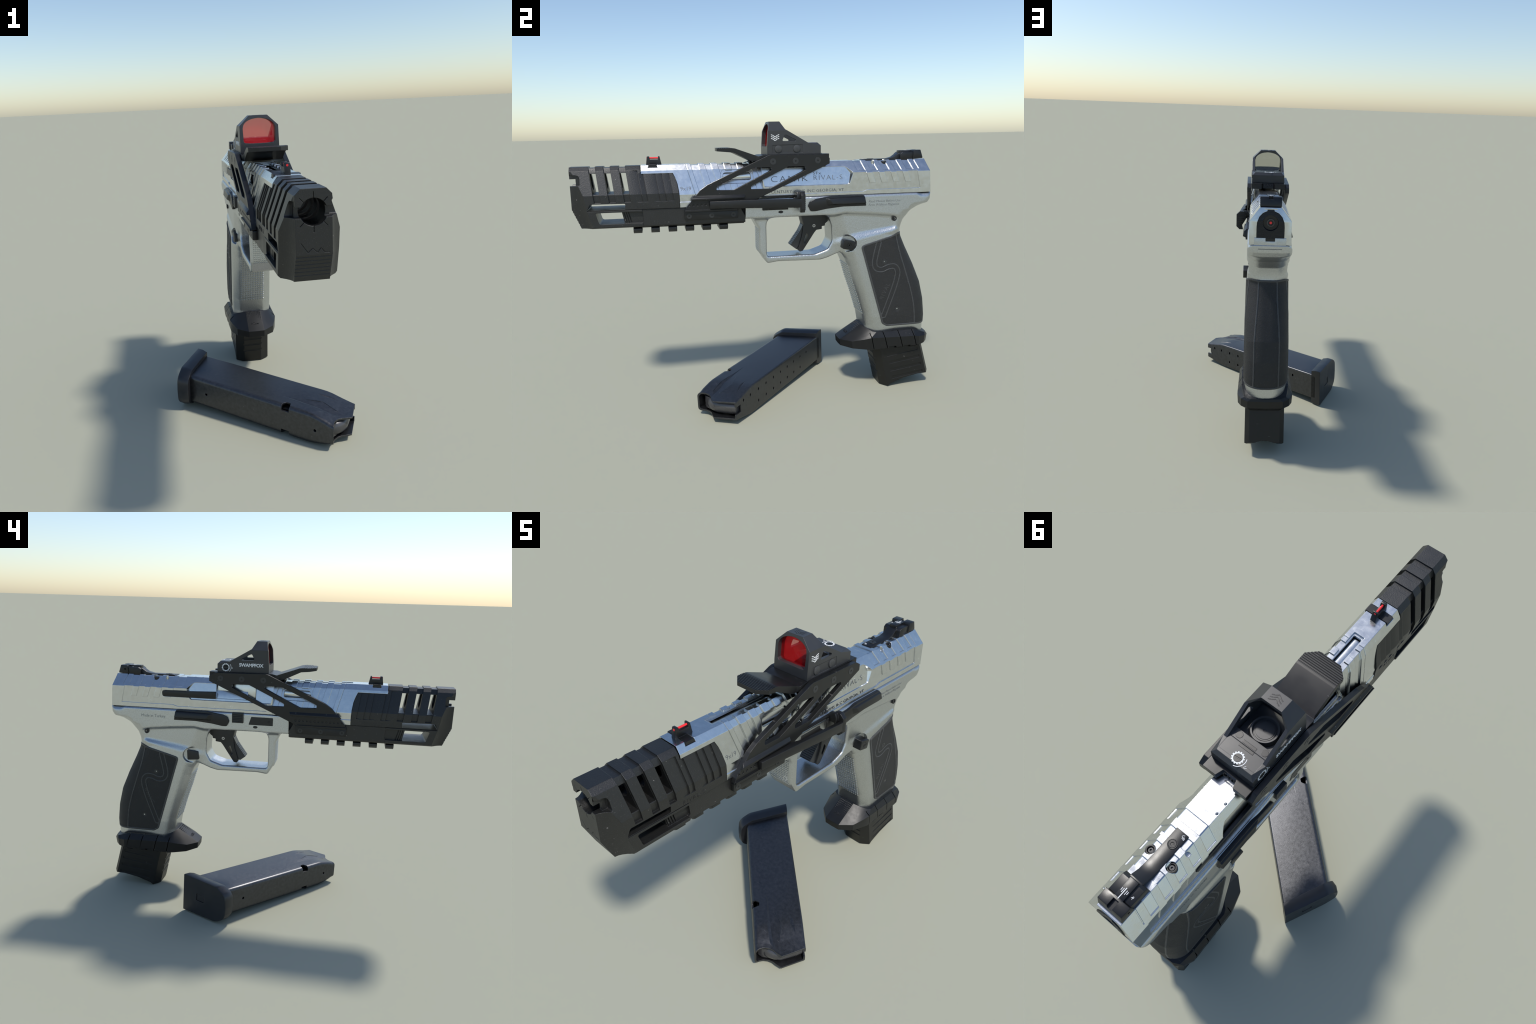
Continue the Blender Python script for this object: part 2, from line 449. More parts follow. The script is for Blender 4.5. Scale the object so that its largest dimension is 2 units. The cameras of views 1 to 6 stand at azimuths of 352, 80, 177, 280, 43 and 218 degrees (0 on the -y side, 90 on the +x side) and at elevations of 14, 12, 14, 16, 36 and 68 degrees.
# firing block pocket at the rear, screw pockets on top
bp_out = mirror([(0.0, 1.341), (0.017, 1.341), (0.017, 1.332), (0.040, 1.322), (0.057, 1.304), (0.067, 1.278), (0.069, 1.255), (0.069, 1.15)])
cuts.append(prism_mesh(bp_out, 0.950, 1.1, 'y'))
for (x, y, r, d) in [(0.048, 0.704, 0.019, 1.318), (-0.050, 0.704, 0.019, 1.318), (0.060, 0.636, 0.009, 1.326), (-0.062, 0.636, 0.009, 1.326), (-0.047, 0.468, 0.005, 1.335), (-0.047, 0.422, 0.005, 1.335)]:
    cuts.append(cyl_mesh((x, y), r, d, 1.40, 'z', 24))
# dovetail for the front sight and for the rear sight
cuts.append(prism_mesh([(-0.601, 1.340), (-0.551, 1.340), (-0.556, 1.36), (-0.596, 1.36)], -0.2, 0.2))
for c in cuts:
    slide = boolean(slide, [c])
slide_o = gpart("slide", slide, 'silver', None, 12)

# lettering on the flank, as raised/inked geometry
pocket_up = (-(0.0965 - 0.0735), 0, 0.105)
def on_pocket(z): return 0.0965 - (z - 1.222) * (0.0965 - 0.0735) / 0.105 + 0.0004
gtext("flank_lettering", "CANIK", (on_pocket(1.246), 0.045, 1.246), (0, 1, 0), pocket_up, 0.047, 'etch', slide_o, stretch=1.28, depth=0.0008, space=1.22, bold=-0.0006)
gtext("flank_lettering", "RIVAL-S", (on_pocket(1.250), 0.284, 1.250), (0, 1, 0), pocket_up, 0.038, 'etch', slide_o, stretch=1.10, depth=0.0008, space=1.22, bold=-0.0006)
gtext("flank_lettering", "SFx", (on_pocket(1.280), 0.284, 1.280), (0, 1, 0), pocket_up, 0.022, 'etch', slide_o, stretch=1.3, depth=0.0008, space=1.2)
gtext("flank_lettering", "CENTURY ARMS INC GEORGIA, VT", (0.1027, 0.045, 1.186), (0, 1, 0), (0, 0, 1), 0.023, 'etch', slide_o, stretch=1.04, depth=0.0006, space=1.12)
gtext("flank_lettering", "9x19", (0.0945, -0.440, 1.218), (0, 1, 0), (-0.035, 0, 0.128), 0.029, 'etch', slide_o, depth=0.0008, space=1.0)

# barrel and chamber
barrel = join([cyl_mesh((0, 1.276), 0.0575, -0.60, 0.30, 'y', 48), cyl_mesh((0, 1.276), 0.043, -0.66, -0.59, 'y', 40),
               bevelled(prism_mesh(mirror([(0.042, 1.343), (0.066, 1.325), (0.072, 1.24), (0.05, 1.20)]), 0.104, 0.333, 'y'), .003)])
gpart("barrel", barrel, 'silver', slide_o)
inner = prism_mesh(mirror([(0.03, 1.345), (0.06, 1.31), (0.088, 1.22), (0.088, 1.14)]), 0.15, 0.95, 'y')
gpart("breech_block", inner, 'silver', slide_o)
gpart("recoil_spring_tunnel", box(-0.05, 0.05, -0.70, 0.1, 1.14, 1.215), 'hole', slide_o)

# extractor
ext = bevelled(prism_mesh(fillet([(0.334, 1.2355), (0.40, 1.2345), (0.654, 1.2345), (0.654, 1.2695), (0.50, 1.2705), (0.334, 1.2755)], [0, 0, .016, .016, 0, 0], 5), -0.1055, -0.090), .002)
gpart("extractor", ext, 'sight', slide_o)

# rear firing-pin cover with indicator
plate = prism_mesh(mirror([(0.0, 1.3395), (0.0155, 1.3395), (0.0155, 1.331), (0.0385, 1.321), (0.0555, 1.303), (0.0655, 1.278), (0.0675, 1.255), (0.0675, 1.197), (0.0230, 1.197), (0.0230, 1.181)]), 0.930, 0.990, 'y')
plate = boolean(plate, [prism_mesh([(0.9480, 1.36), (0.9670, 1.283), (0.973, 1.15), (1.1, 1.15), (1.1, 1.40), (0.938, 1.40)], -0.2, 0.2)])
def rear_y(z): return np.interp(z, [1.15, 1.283, 1.36], [0.973, 0.967, 0.948])
lines = [box(-.08, .08, float(rear_y(z)) - 0.0010, 0.99, z, z + 0.0012) for z in np.arange(1.20, 1.335, 0.0055)]
plate = boolean(plate, [cyl_mesh((0, 1.2755), 0.037, 0.9560, 1.0, 'y', 40, r2=0.046)])
for l in lines: plate = boolean(plate, [l])
pl = gpart("rear_cover_plate", plate, 'sight', slide_o)
gpart("striker_ring", boolean(cyl_mesh((0, 1.2755), 0.020, 0.945, 0.961, 'y', 32), [cyl_mesh((0, 1.2755), 0.014, 0.94, 0.98, 'y', 32)]), 'wire', pl)
gpart("striker_indicator", cyl_mesh((0, 1.2755), 0.0065, 0.945, 0.962, 'y', 20), 'fiber', pl)

# front sight
fs = prism_mesh([(-0.6105, 1.352), (-0.604, 1.3975), (-0.592, 1.3975), (-0.589, 1.381), (-0.547, 1.381), (-0.545, 1.3975), (-0.538, 1.3975), (-0.5285, 1.352)], -0.012, 0.012)
fs = join([bevelled(fs, .0012), prism_mesh([(-0.600, 1.341), (-0.552, 1.341), (-0.557, 1.3555), (-0.595, 1.3555)], -0.0535, 0.0535)])
fso = gpart("front_sight", fs, 'sight', slide_o)
gpart("fibre_rod", join([cyl_mesh((0, 1.3885), 0.0046, -0.6060, -0.5358, 'y', 16)]), 'fiber', fso)

# rear sight
rs = [bevelled(prism_mesh([(0.880, 1.352), (0.886, 1.398), (0.926, 1.3995), (0.939, 1.360), (0.939, 1.352)], -0.054, 0.054), .002),
      bevelled(prism_mesh([(0.806, 1.345), (0.806, 1.378), (0.820, 1.3885), (0.884, 1.3885), (0.884, 1.345)], -0.049, 0.049), .002),
      bevelled(prism_mesh([(0.590, 1.3455), (0.590, 1.3530), (0.742, 1.3530), (0.776, 1.3615), (0.806, 1.382), (0.840, 1.382), (0.840, 1.3455)], -0.0275, 0.0275), .0015),
      bevelled(box(-0.020, 0.018, 0.812, 0.890, 1.38, 1.3975), .0015)]
rs[0] = boolean(rs[0], [box(-.0115, .0115, 0.895, 1.0, 1.386, 1.42)])
rs[0] = boolean(rs[0], [cyl_mesh((0.900, 1.376), 0.0055, -0.06, -0.045, 'x', 16)])
rso = gpart("rear_sight", join(rs), 'sight', slide_o)
gpart("elevation_screw", boolean(cyl_mesh((-0.001, 0.644), 0.0185, 1.350, 1.3550, 'z', 32), [boolean(cyl_mesh((-0.001, 0.644), 0.0155, 1.3540, 1.36, 'z', 32), [cyl_mesh((-0.001, 0.644), 0.0140, 1.35, 1.37, 'z', 32)]), cyl_mesh((-0.001, 0.644), 0.0065, 1.352, 1.37, 'z', 6)]), 'sight', rso)
gtext("sight_marking", "UP", (-0.006, 0.600, 1.3532), (-0.5, 0.85, 0), (-0.85, -0.5, 0), 0.015, 'white', rso, depth=0.0004)
gtext("sight_marking", "R", (-0.028, 0.860, 1.3887), (-0.85, 0.5, 0), (-0.5, -0.85, 0), 0.014, 'white', rso, depth=0.0004)
marks = [box(-0.0015, 0.0015, 0.846, 0.893, 1.3972, 1.3981)]
for i, ln in enumerate((0.010, 0.016, 0.016, 0.010)):
    x = (-0.014, -0.008, 0.006, 0.012)[i]
    marks.append(box(x - .001, x + .001, 0.856 - ln * .3, 0.856 + ln * .7, 1.3972, 1.3981))
gpart("sight_marking", join(marks), 'white', rso, 0)
for (x, y) in [(0.048, 0.704), (-0.050, 0.704)]:
    ring = boolean(cyl_mesh((x, y), 0.0182, 1.315, 1.3400 if x > 0 else 1.3385, 'z', 32), [cyl_mesh((x, y), 0.0125, 1.325, 1.36, 'z', 32)])
    co = gpart("cover_screw", ring, 'sight', slide_o)
    gpart("screw_core", boolean(cyl_mesh((x, y), 0.0095, 1.315, 1.334, 'z', 24), [cyl_mesh((x, y), 0.0045, 1.329, 1.36, 'z', 6)]), 'wire', co)

# ---- compensator / nose shroud --------------------------------------------
def sec_comp(d=0.0, dt=None):
    dt = d if dt is None else dt
    return mirror([(0.0425, 1.352 - dt), (0.0635 - d, 1.331 - dt * .6), (0.1055 - d, 1.207), (0.1055 - d, 1.043), (0.097, 1.0355)])
side_out = [(-0.9995, 1.36), (-0.9995, 1.134), (-0.9555, 1.030), (-0.642, 1.030), (-0.642, 1.36)]
comp = boolean(prism_mesh(sec_comp(), -1.05, -0.642, 'y'), [prism_mesh(side_out, -0.2, 0.2)], 'INTERSECT')
# nose cover reaching back over the slide
covsec = mirror([(0.0405, 1.3085), (0.0712, 1.3085), (0.1055, 1.207), (0.1055, 1.10)])
cov = boolean(prism_mesh(covsec, -0.66, -0.40, 'y'), [prism_mesh([(-0.66, 1.3085), (-0.476, 1.3085), (-0.464, 1.285), (-0.4548, 1.255), (-0.4487, 1.215), (-0.4465, 1.18), (-0.4465, 1.127), (-0.66, 1.127)], -0.2, 0.2)], 'INTERSECT')
rail = prism_mesh([(-0.66, 1.0355), (-0.0985, 1.0355), (-0.0985, 1.071), (-0.117, 1.104), (-0.125, 1.1285), (-0.66, 1.1285)], -0.0995, 0.0995)
rail = boolean(rail, [prism_mesh(mirror([(0.1, 1.2), (0.1, 1.043), (0.092, 1.0345)]), -0.7, 0, 'y')], 'INTERSECT')
comp = boolean(comp, [cov], 'UNION'); comp = boolean(comp, [rail], 'UNION')
ccuts = []
# muzzle chamfers in plan
for s in (1, -1):
    rings = []
    for z, yf, ye in ((1.40, -1.0, -0.953), (1.25, -1.0, -0.940), (1.134, -1.0, -0.921), (1.00, -0.943, -0.881)):
        cove = [(0.0615 + 0.045 * t ** 1.8, yf + (ye - yf) * t) for t in (0, .2, .4, .6, .8, 1)]
        rings.append([(s * x, y, z) for x, y in cove] + [(s * 0.16, ye, z), (s * 0.16, -1.1, z), (s * 0.0615, -1.1, z)])
    ccuts.append(loft_mesh(rings))
core_c = prism_mesh(sec_comp(0.012, 0.0065), -1.1, -0.5, 'y')
for y in (-0.9035, -0.8285, -0.7515):
    ccuts.append(boolean(prism_mesh(slant(y, y + 0.0335, 1.168, 1.40, 0.125, 1.345), -0.2, 0.2), [core_c]))
    ccuts.append(prism_mesh(slant(y, y + 0.0325, 1.211, 1.317, 0.125, 1.345), -0.2, 0.2))
# shallow wedge serrations on shroud and cover
def wedge(y0, y1, z0, z1, k, depth, s):
    """sawtooth groove: deep at y0 edge, running out at y1"""
    def xs(z): return 0.1055 - max(0, z - 1.207) * (0.1055 - 0.0635) / (1.331 - 1.207)
    rings = []
    for z in (z0, min(1.207, z1), z1):
        o = k * (1.345 - z)
        rings.append([(s * (xs(z) - depth), y1 + o, z), (s * (xs(z) + 0.0005), y0 + o, z), (s * (xs(z) + .05), y0 + o, z), (s * (xs(z) + .05), y1 + o + .0005, z)])
    return loft_mesh(rings)
for s in (1, -1):
    for (a, b, zt) in [(-0.690, -0.655, 1.328), (-0.655, -0.628, 1.312), (-0.600, -0.565, 1.312), (-0.565, -0.532, 1.312), (-0.530, -0.494, 1.312)]:
        ccuts.append(wedge(a - 0.004, b - 0.004, 1.167, zt, 0.14, 0.006, s))
# bore, muzzle side notches
ccuts.append(cyl_mesh((0, 1.276), 0.046, -1.1, -0.60, 'y', 48))
ccuts.append(box(-0.2, 0.2, -1.1, -0.969, 1.257, 1.293))
for s in (1, -1):
    ccuts.append(prism_mesh(fillet([(-1.1, 1.257), (-0.948, 1.257), (-0.948, 1.312), (-1.1, 1.312)], [0, .008, .022, 0], 5), s * 0.060, s * 0.2))
for s in range(8):
    a = math.pi / 2 + s * math.pi / 4
    if s in (2, 6): continue
    c, sn = math.cos(a), math.sin(a)
    L0, L1 = 0.040, 0.066
    w = 0.0012
    pts = [(c * L0 - sn * w, 1.276 + sn * L0 + c * w), (c * L0 + sn * w, 1.276 + sn * L0 - c * w), (c * L1 + sn * w, 1.276 + sn * L1 - c * w), (c * L1 - sn * w, 1.276 + sn * L1 + c * w)]
    ccuts.append(prism_mesh(pts, -1.1, -0.995, 'y'))
# grip lines on the sloping chin
for i in range(6):
    z = 1.128 - i * 0.014
    yf = -0.9995 + max(0, 1.134 - z) * (0.044 / 0.104)
    ccuts.append(prism_mesh([(yf - 0.02, z + 0.0018), (yf + 0.0020, z + 0.0018), (yf + 0.0020, z - 0.0018), (yf - 0.02, z - 0.0018)], -0.2, 0.2))
# zigzag mark on the nose
zz = [(-0.045, 1.176), (-0.022, 1.143), (-0.006, 1.157), (0.010, 1.142), (0.022, 1.157), (0.034, 1.142), (0.052, 1.141)]
for (a, b) in zip(zz, zz[1:]):
    d = (Vector(b) - Vector(a)).normalized(); n = Vector((-d.y, d.x)) * 0.0011
    ccuts.append(prism_mesh([tuple(Vector(a) + n), tuple(Vector(a) - n), tuple(Vector(b) - n), tuple(Vector(b) + n)], -1.1, -0.9975, 'y'))
# long side slot, lower window, recess behind it, belt line
ccuts.append(prism_mesh(fillet([(-0.919, 1.1315), (-0.728, 1.1315), (-0.726, 1.161), (-0.905, 1.163)], [.004, .006, .006, .012], 4), -0.2, 0.2))
ccuts.append(prism_mesh(fillet([(-0.880, 1.117), (-0.862, 1.057), (-0.735, 1.057), (-0.748, 1.117)], [.008, .014, .003, .003], 5), -0.2, 0.2))
for s in (1, -1):
    ccuts.append(prism_mesh(fillet([(-0.77, 1.117), (-0.74, 1.057), (-0.642, 1.057), (-0.636, 1.066), (-0.640, 1.117)], [0, 0, .006, .006, .008], 3), s * 0.088, s * 0.2))
    for i in range(5):
        y = -0.762 + 0.0115 * i
        ccuts.append(prism_mesh(slant(y, y + 0.005, 1.058, 1.1165, 0.25, 1.117), s * 0.080, s * 0.2))
    ccuts.append(box(s * 0.0975, s * 0.2, -0.918, -0.43, 1.1265, 1.1300))
ccuts.append(box(-0.07, 0.07, -0.90, -0.72, 1.168, 1.21))     # hollow chamber below the bore
for c in ccuts:
    comp = boolean(comp, [c])
comp_o = gpart("compensator", comp, 'comp', None, 12)
gpart("guide_rod", cyl_mesh((0, 1.178), 0.022, -0.80, -0.60, 'y', 24), 'sight', comp_o)
for s, nm in ((1, 1), (-1, -1)):
    gtext("cover_lettering", "RIVAL-S", (s * 0.1057, -0.672 if s > 0 else -0.515, 1.1335), (0, s, 0), (0, 0, 1), 0.027, 'relief', comp_o, depth=0.0008, space=1.22, bold=-0.0009)

# accessory rail lugs
lug0 = prism_mesh(mirror([(0.060, 1.038), (0.082, 1.024), (0.082, 1.010), (0.066, 0.998)]), 0, 0.045, 'y')
lug0 = bevelled(lug0, .0015)
shiftx(lug0); lug0.name = "rail_lug"
for i, y in enumerate((-0.694, -0.602, -0.5105, -0.4195, -0.3285, -0.2365)):
    o = new_obj("rail_lug", lug0, 'comp', None)
    o.parent = comp_o; o.location = (0, y, 0)
gpart("rail_core", prism_mesh(mirror([(0.058, 1.037), (0.058, 1.026)]), -0.694, -0.1, 'y'), 'comp', comp_o)

# ---- frame with trigger guard and grip (soft body) ------------------------
hN = 0.0045
ys = np.arange(-0.125, 1.01, hN); zs = np.arange(0.285, 1.215, hN); xs = np.arange(-0.135, 0.1351, hN)
Y2, Z2 = np.meshgrid(ys, zs, indexing='ij')
upper = [(-0.100, 1.163), (-0.100, 1.053), (0.40, 1.053), (0.46, 0.90), (0.795, 0.88), (0.806, 0.955), (0.826, 1.006), (0.862, 1.050), (0.914, 1.078), (0.954, 1.096), (0.974, 1.126), (0.977, 1.163)]
grip_side = [(0.420, 0.95), (0.448, 0.835), (0.472, 0.800), (0.492, 0.752), (0.518, 0.665), (0.552, 0.566), (0.582, 0.465), (0.596, 0.390), (0.602, 0.29),
             (0.976, 0.29), (0.978, 0.425), (0.968, 0.530), (0.944, 0.635), (0.898, 0.742), (0.846, 0.848), (0.808, 0.935), (0.800, 0.98), (0.5, 1.0)]
guard_out = fillet([(-0.075, 1.09), (-0.044, 1.035), (-0.018, 0.985), (-0.018, 0.862), (0.022, 0.794), (0.085, 0.802), (0.328, 0.797), (0.372, 0.808), (0.44, 0.835), (0.50, 0.84), (0.50, 1.09)], [0, .03, .03, .05, .02, .02, .05, .05, .02, 0, 0], 6)
guard_in = fillet([(0.022, 1.054), (0.022, 0.832), (0.300, 0.832), (0.372, 0.856), (0.398, 0.905), (0.392, 0.99), (0.372, 1.054)], [.055, .022, .06, .03, .05, .06, .05], 6)
d_up = poly_sdf(upper, Y2, Z2); d_gr = poly_sdf(grip_side, Y2, Z2); d_go = poly_sdf(guard_out, Y2, Z2); d_gi = poly_sdf(guard_in, Y2, Z2)
def smin(a, b, k):
    h = np.clip(0.5 + 0.5 * (b - a) / k, 0, 1); return b * (1 - h) + a * h - k * h * (1 - h)
def frame_fields(Y, Z):
    du = poly_sdf(upper, Y, Z); dg = poly_sdf(grip_side, Y, Z); do = poly_sdf(guard_out, Y, Z); di = poly_sdf(guard_in, Y, Z)
    d2 = smin(smin(du, dg, 0.02), do, 0.012)
    d2 = np.maximum(d2, -di)
    # half width over the side view
    g = sstep(0.40, 0.52, Y + 0.30 * (Z - 0.85))                       # 0 guard .. 1 grip
    wg = np.interp(Z, [0.30, 0.36, 0.45, 0.75, 0.88, 0.95], [0.110, 0.113, 0.1168, 0.1145, 0.1130, 0.1120])
    W = 0.077 + g * (wg - 0.077)
    # palm shelf: a sloping scoop with a slimmer flank above it
    zlo = np.interp(Y, [0.40, 0.45, 0.55, 0.755, 0.80], [0.880, 0.890, 0.905, 0.950, 0.960])
    zhi = np.interp(Y, [0.40, 0.45, 0.55, 0.755, 0.80], [0.925, 0.932, 0.957, 0.979, 0.985])
    waist = sstep(0.0, 1.0, (Z - zlo) / (zhi - zlo)) * sstep(0.36, 0.47, Y) * (1 - sstep(0.745, 0.80, Y))
    W = W - 0.0125 * waist
    ztop = np.interp(Y, [0.2, 0.40, 0.46, 0.60, 0.72, 0.80], [1.050, 1.050, 1.062, 1.052, 1.040, 1.028])
    top = sstep(-0.012, 0.010, Z - ztop)
    Wt = 0.1105 + 0.004 * sstep(0.22, 0.30, Y)
    W = W + (Wt - W) * top
    # edge radius
    gr = sstep(0.42, 0.50, Y + 0.30 * (Z - 0.85)) * (1 - sstep(0.90, 1.02, Z))
    R = 0.010 + gr * (0.052 + 0.036 * sstep(0.62, 0.80, Y))
    tail = sstep(0.80, 0.88, Y) * sstep(1.13, 1.08, Z)
    R = np.maximum(R, 0.010 + 0.070 * tail * (1 - sstep(1.095, 1.12, Z)))
    R = np.maximum(R, 0.030 * sstep(0.86, 0.92, Y) * sstep(1.06, 1.10, Z))
    R = np.maximum(R, 0.070 * sstep(0.70, 0.80, Y) * (1 - sstep(1.05, 1.10, Z)) * sstep(0.85, 0.95, Z))
    return d2, W, R
d2, W2, R2 = frame_fields(Y2, Z2)
A = np.abs(xs)[:, None, None] - W2[None]
F = round_and(np.broadcast_to(d2[None], A.shape), A, np.broadcast_to(R2[None], A.shape))
# tang and top deck are cut flat with crisp chamfers
topc = Z2[None] - 1.164 + 0.9 * np.maximum(0, np.abs(xs)[:, None, None] - 0.1045)
F = np.maximum(F, topc)
# magazine-catch dishes both sides
ax3 = np.abs(xs)[:, None, None]
dish = np.sqrt(((Y2 - 0.478) / 1.12) ** 2 + (Z2 - 0.888) ** 2)[None] - 0.047
dish = np.maximum(dish, 0.0915 - ax3)
F = np.maximum(F, -dish)
frame_me = surface_nets(F, (xs[0], ys[0], zs[0]), hN, "frame")
frame_o = gpart("frame", frame_me, 'frame', None, 40)

# tang block behind the slide
tang = prism_mesh(mirror([(0.0, 1.1835), (0.0235, 1.1835), (0.0235, 1.2005), (0.080, 1.2005), (0.080, 1.142)]), 0.930, 0.9720, 'y')
gpart("tang", bevelled(tang, .0015), 'frame', frame_o)
for s in (1, -1):
    gpart("rail_gap", box(s * 0.081, s * 0.092, 0.955, 0.9668, 1.186, 1.198), 'hole', frame_o, 0)
gpart("tang_groove", box(-0.060, 0.060, 0.970, 0.9765, 1.1425, 1.1455), 'etch', frame_o, 0)

# surface point lookup on the frame's front strap
def front_y(x, z, lo, hi):
    yy = np.arange(lo, hi, 0.0008); zz_ = np.full_like(yy, z)
    a, w, r = frame_fields(yy, zz_)
    f = round_and(a, abs(x) - w, r)
    k = np.argmax(f < 0)
    return yy[k] if f[k] < 0 else None
def checker(name, z0, z1, half, pitch, lo, hi, depth, slope):
    bm = bmesh.new()
    nx = int(half * 2 / pitch); nz = int((z1 - z0) / pitch)
    for j in range(nz):
        for i in range(nx):
            x = -half + (i + .5) * pitch; z = z0 + (j + .5) * pitch
            q = pitch * 0.41
            c = []
            for (sx, sz) in ((-1, -1), (1, -1), (1, 1), (-1, 1)):
                y = front_y(x + sx * q, z + sz * q, lo, hi)
                if y is None: break
                c.append((x + sx * q, y + 0.0015, z + sz * q))
            if len(c) < 4: continue
            y = front_y(x, z, lo, hi)
            vb = [bm.verts.new(p) for p in c]
            vt = [bm.verts.new((x + (p[0] - x) * .55, (y - depth) + (p[1] - y - .0015) * .55, z + (p[2] - z) * .55)) for p in c]
            bm.faces.new(vt)
            for k in range(4):
                bm.faces.new((vb[k], vb[(k + 1) % 4], vt[(k + 1) % 4], vt[k]))
    me = bm_mesh(bm, name)
    o = gpart(name, me, 'frame', frame_o, 0); o["kind"] = "stuff"
checker("front_strap_checkering", 0.455, 0.772, 0.073, 0.0146, 0.44, 0.66, 0.0048, 0)
checker("guard_checkering", 0.845, 0.990, 0.066, 0.0102, -0.03, 0.02, 0.0038, 0)

# rubber grip wrap
hP = 0.004
ys_p = np.arange(0.535, 1.0, hP); zs_p = np.arange(0.33, 0.97, hP); xs_p = np.arange(-0.136, 0.1361, hP)
Yp, Zp = np.meshgrid(ys_p, zs_p, indexing='ij')
wrap = fillet([(0.556, 0.872), (0.690, 0.402), (0.720, 0.384), (0.885, 0.384), (1.05, 0.375), (1.05, 0.935), (0.785, 0.935)], [.022, .02, .02, 0, 0, 0, .0], 6)
d2p, Wp, Rp = frame_fields(Yp, Zp)
dw = poly_sdf(wrap, Yp, Zp)
spine = [(0.662, 0.885), (0.645, 0.815), (0.638, 0.765), (0.652, 0.735), (0.685, 0.728), (0.725, 0.742), (0.758, 0.742), (0.777, 0.720), (0.777, 0.685), (0.755, 0.607), (0.698, 0.452)]
def smooth_line(P, n=8):
    out = []
    for i in range(len(P) - 1):
        p0, p1, p2, p3 = [np.array(P[max(0, min(len(P) - 1, i + k))]) for k in (-1, 0, 1, 2)]
        for t in np.linspace(0, 1, n, endpoint=False):
            out.append(tuple(0.5 * ((2 * p1) + (-p0 + p2) * t + (2 * p0 - 5 * p1 + 4 * p2 - p3) * t * t + (-p0 + 3 * p1 - 3 * p2 + p3) * t ** 3)))
    return out + [P[-1]]
spine_s = smooth_line(spine)
dS = line_dist(spine_s, Yp, Zp)
back_line = smooth_line([(0.768, 0.93), (0.790, 0.83), (0.826, 0.714), (0.858, 0.61), (0.882, 0.508), (0.892, 0.40)])
dB = line_dist(back_line, Yp, Zp)
def bump(d, w): return np.exp(-(d / w) ** 2)
ax3p = np.abs(xs_p)[:, None, None]
Fp = round_and(np.broadcast_to(d2p[None], (len(xs_p),) + d2p.shape), ax3p - Wp[None], np.broadcast_to(Rp[None], (len(xs_p),) + d2p.shape))
flat = sstep(0.06, 0.09, ax3p)
backl_unused = 0.0022 * bump(ax3p - (0.055 + 0.012 * sstep(0.9, 0.6, Zp)[None]), 0.005) * sstep(0.80, 0.84, Yp)[None]
Fb = Fp.copy()
Fp = Fp - 0.0030
for (y, z) in ((0.698, 0.774), (0.781, 0.488)):
    dd = np.sqrt((Yp - y) ** 2 + (Zp - z) ** 2)
    Fp = np.maximum(Fp, -np.maximum((dd - 0.0125)[None], 0.104 - ax3p))
Fp = np.maximum(Fp, dw[None] + 0.004)
# smooth trim: border, S-shaped double rib and the two ribs down the back
rib = np.minimum(np.abs(dS - 0.0135) - 0.0042, np.minimum(dB - 0.0045, np.abs(dw + 0.0055) - 0.0055))
rib = np.where(np.minimum(np.abs(dw + 0.0055) - 0.0055, dB - 0.0045) < 0.004, np.minimum(rib, np.minimum(np.abs(dw + 0.0055) - 0.0055, dB - 0.0045)), rib)
rib3 = np.maximum(rib[None], dw[None])
sback = np.abs(ax3p - (0.050 + 0.016 * sstep(0.9, 0.6, Zp)[None])) - 0.0045
sback = np.maximum(np.maximum(sback, 0.80 - Yp[None]), dw[None])
border = np.maximum(np.abs(dw + 0.0055) - 0.0055, dw)[None] + 0 * ax3p
edge3 = np.where(ax3p > 0.085, rib3, np.minimum(sback, border))
Ft = np.maximum(Fb - 0.0052, edge3)
Ft = np.maximum(Ft, -(Fb + 0.004))
grip_o = gpart("grip_wrap", surface_nets(Fp, (xs_p[0], ys_p[0], zs_p[0]), hP, "grip_wrap"), 'rubber', None, 40)
gpart("grip_trim", surface_nets(Ft, (xs_p[0], ys_p[0], zs_p[0]), hP, "grip_trim"), 'trim', grip_o, 40)
for s in (1, -1):
    for (y, z) in ((0.698, 0.774), (0.781, 0.488)):
        me = boolean(cyl_mesh((y, z), 0.0138, s * 0.09, s * 0.1174, 'x', 24), [cyl_mesh((y, z), 0.0045, s * 0.114, s * 0.13, 'x', 6)])
        gpart("grip_screw", me, 'bolt', grip_o)
    gtext("grip_lettering", "RIVAL", (s * 0.1178, 0.692 if s > 0 else 0.755, 0.545 if s > 0 else 0.668), (0, 0.42 * s, 0.9 * s), (0, -0.9 * s, 0.42 * s), 0.036, 'trim', grip_o, depth=0.0012, space=1.15, bold=-0.0006)

# ---- trigger --------------------------------------------------------------
shoe = [(0.222, 1.075), (0.240, 1.002), (0.230, 0.935), (0.214, 0.885), (0.206, 0.856), (0.217, 0.8445), (0.234, 0.848), (0.303, 0.951), (0.315, 0.965), (0.347, 0.969), (0.347, 0.985), (0.364, 0.987), (0.366, 1.0), (0.382, 1.012), (0.378, 1.075)]
tr = bevelled(prism_mesh(shoe, -0.044, 0.044), .002)
tr = boolean(tr, [prism_mesh(fillet([(0.258, 0.955), (0.270, 0.93), (0.246, 0.885), (0.240, 0.905)], .006, 3), -0.1, 0.1),
                  box(-0.020, 0.020, 0.15, 0.236, 0.80, 1.0)])
tro = gpart("trigger", tr, 'black')
blade = prism_mesh([(0.239, 0.998), (0.221, 0.962), (0.165, 0.884), (0.198, 0.859), (0.214, 0.880), (0.229, 0.930)], -0.034, 0.034)
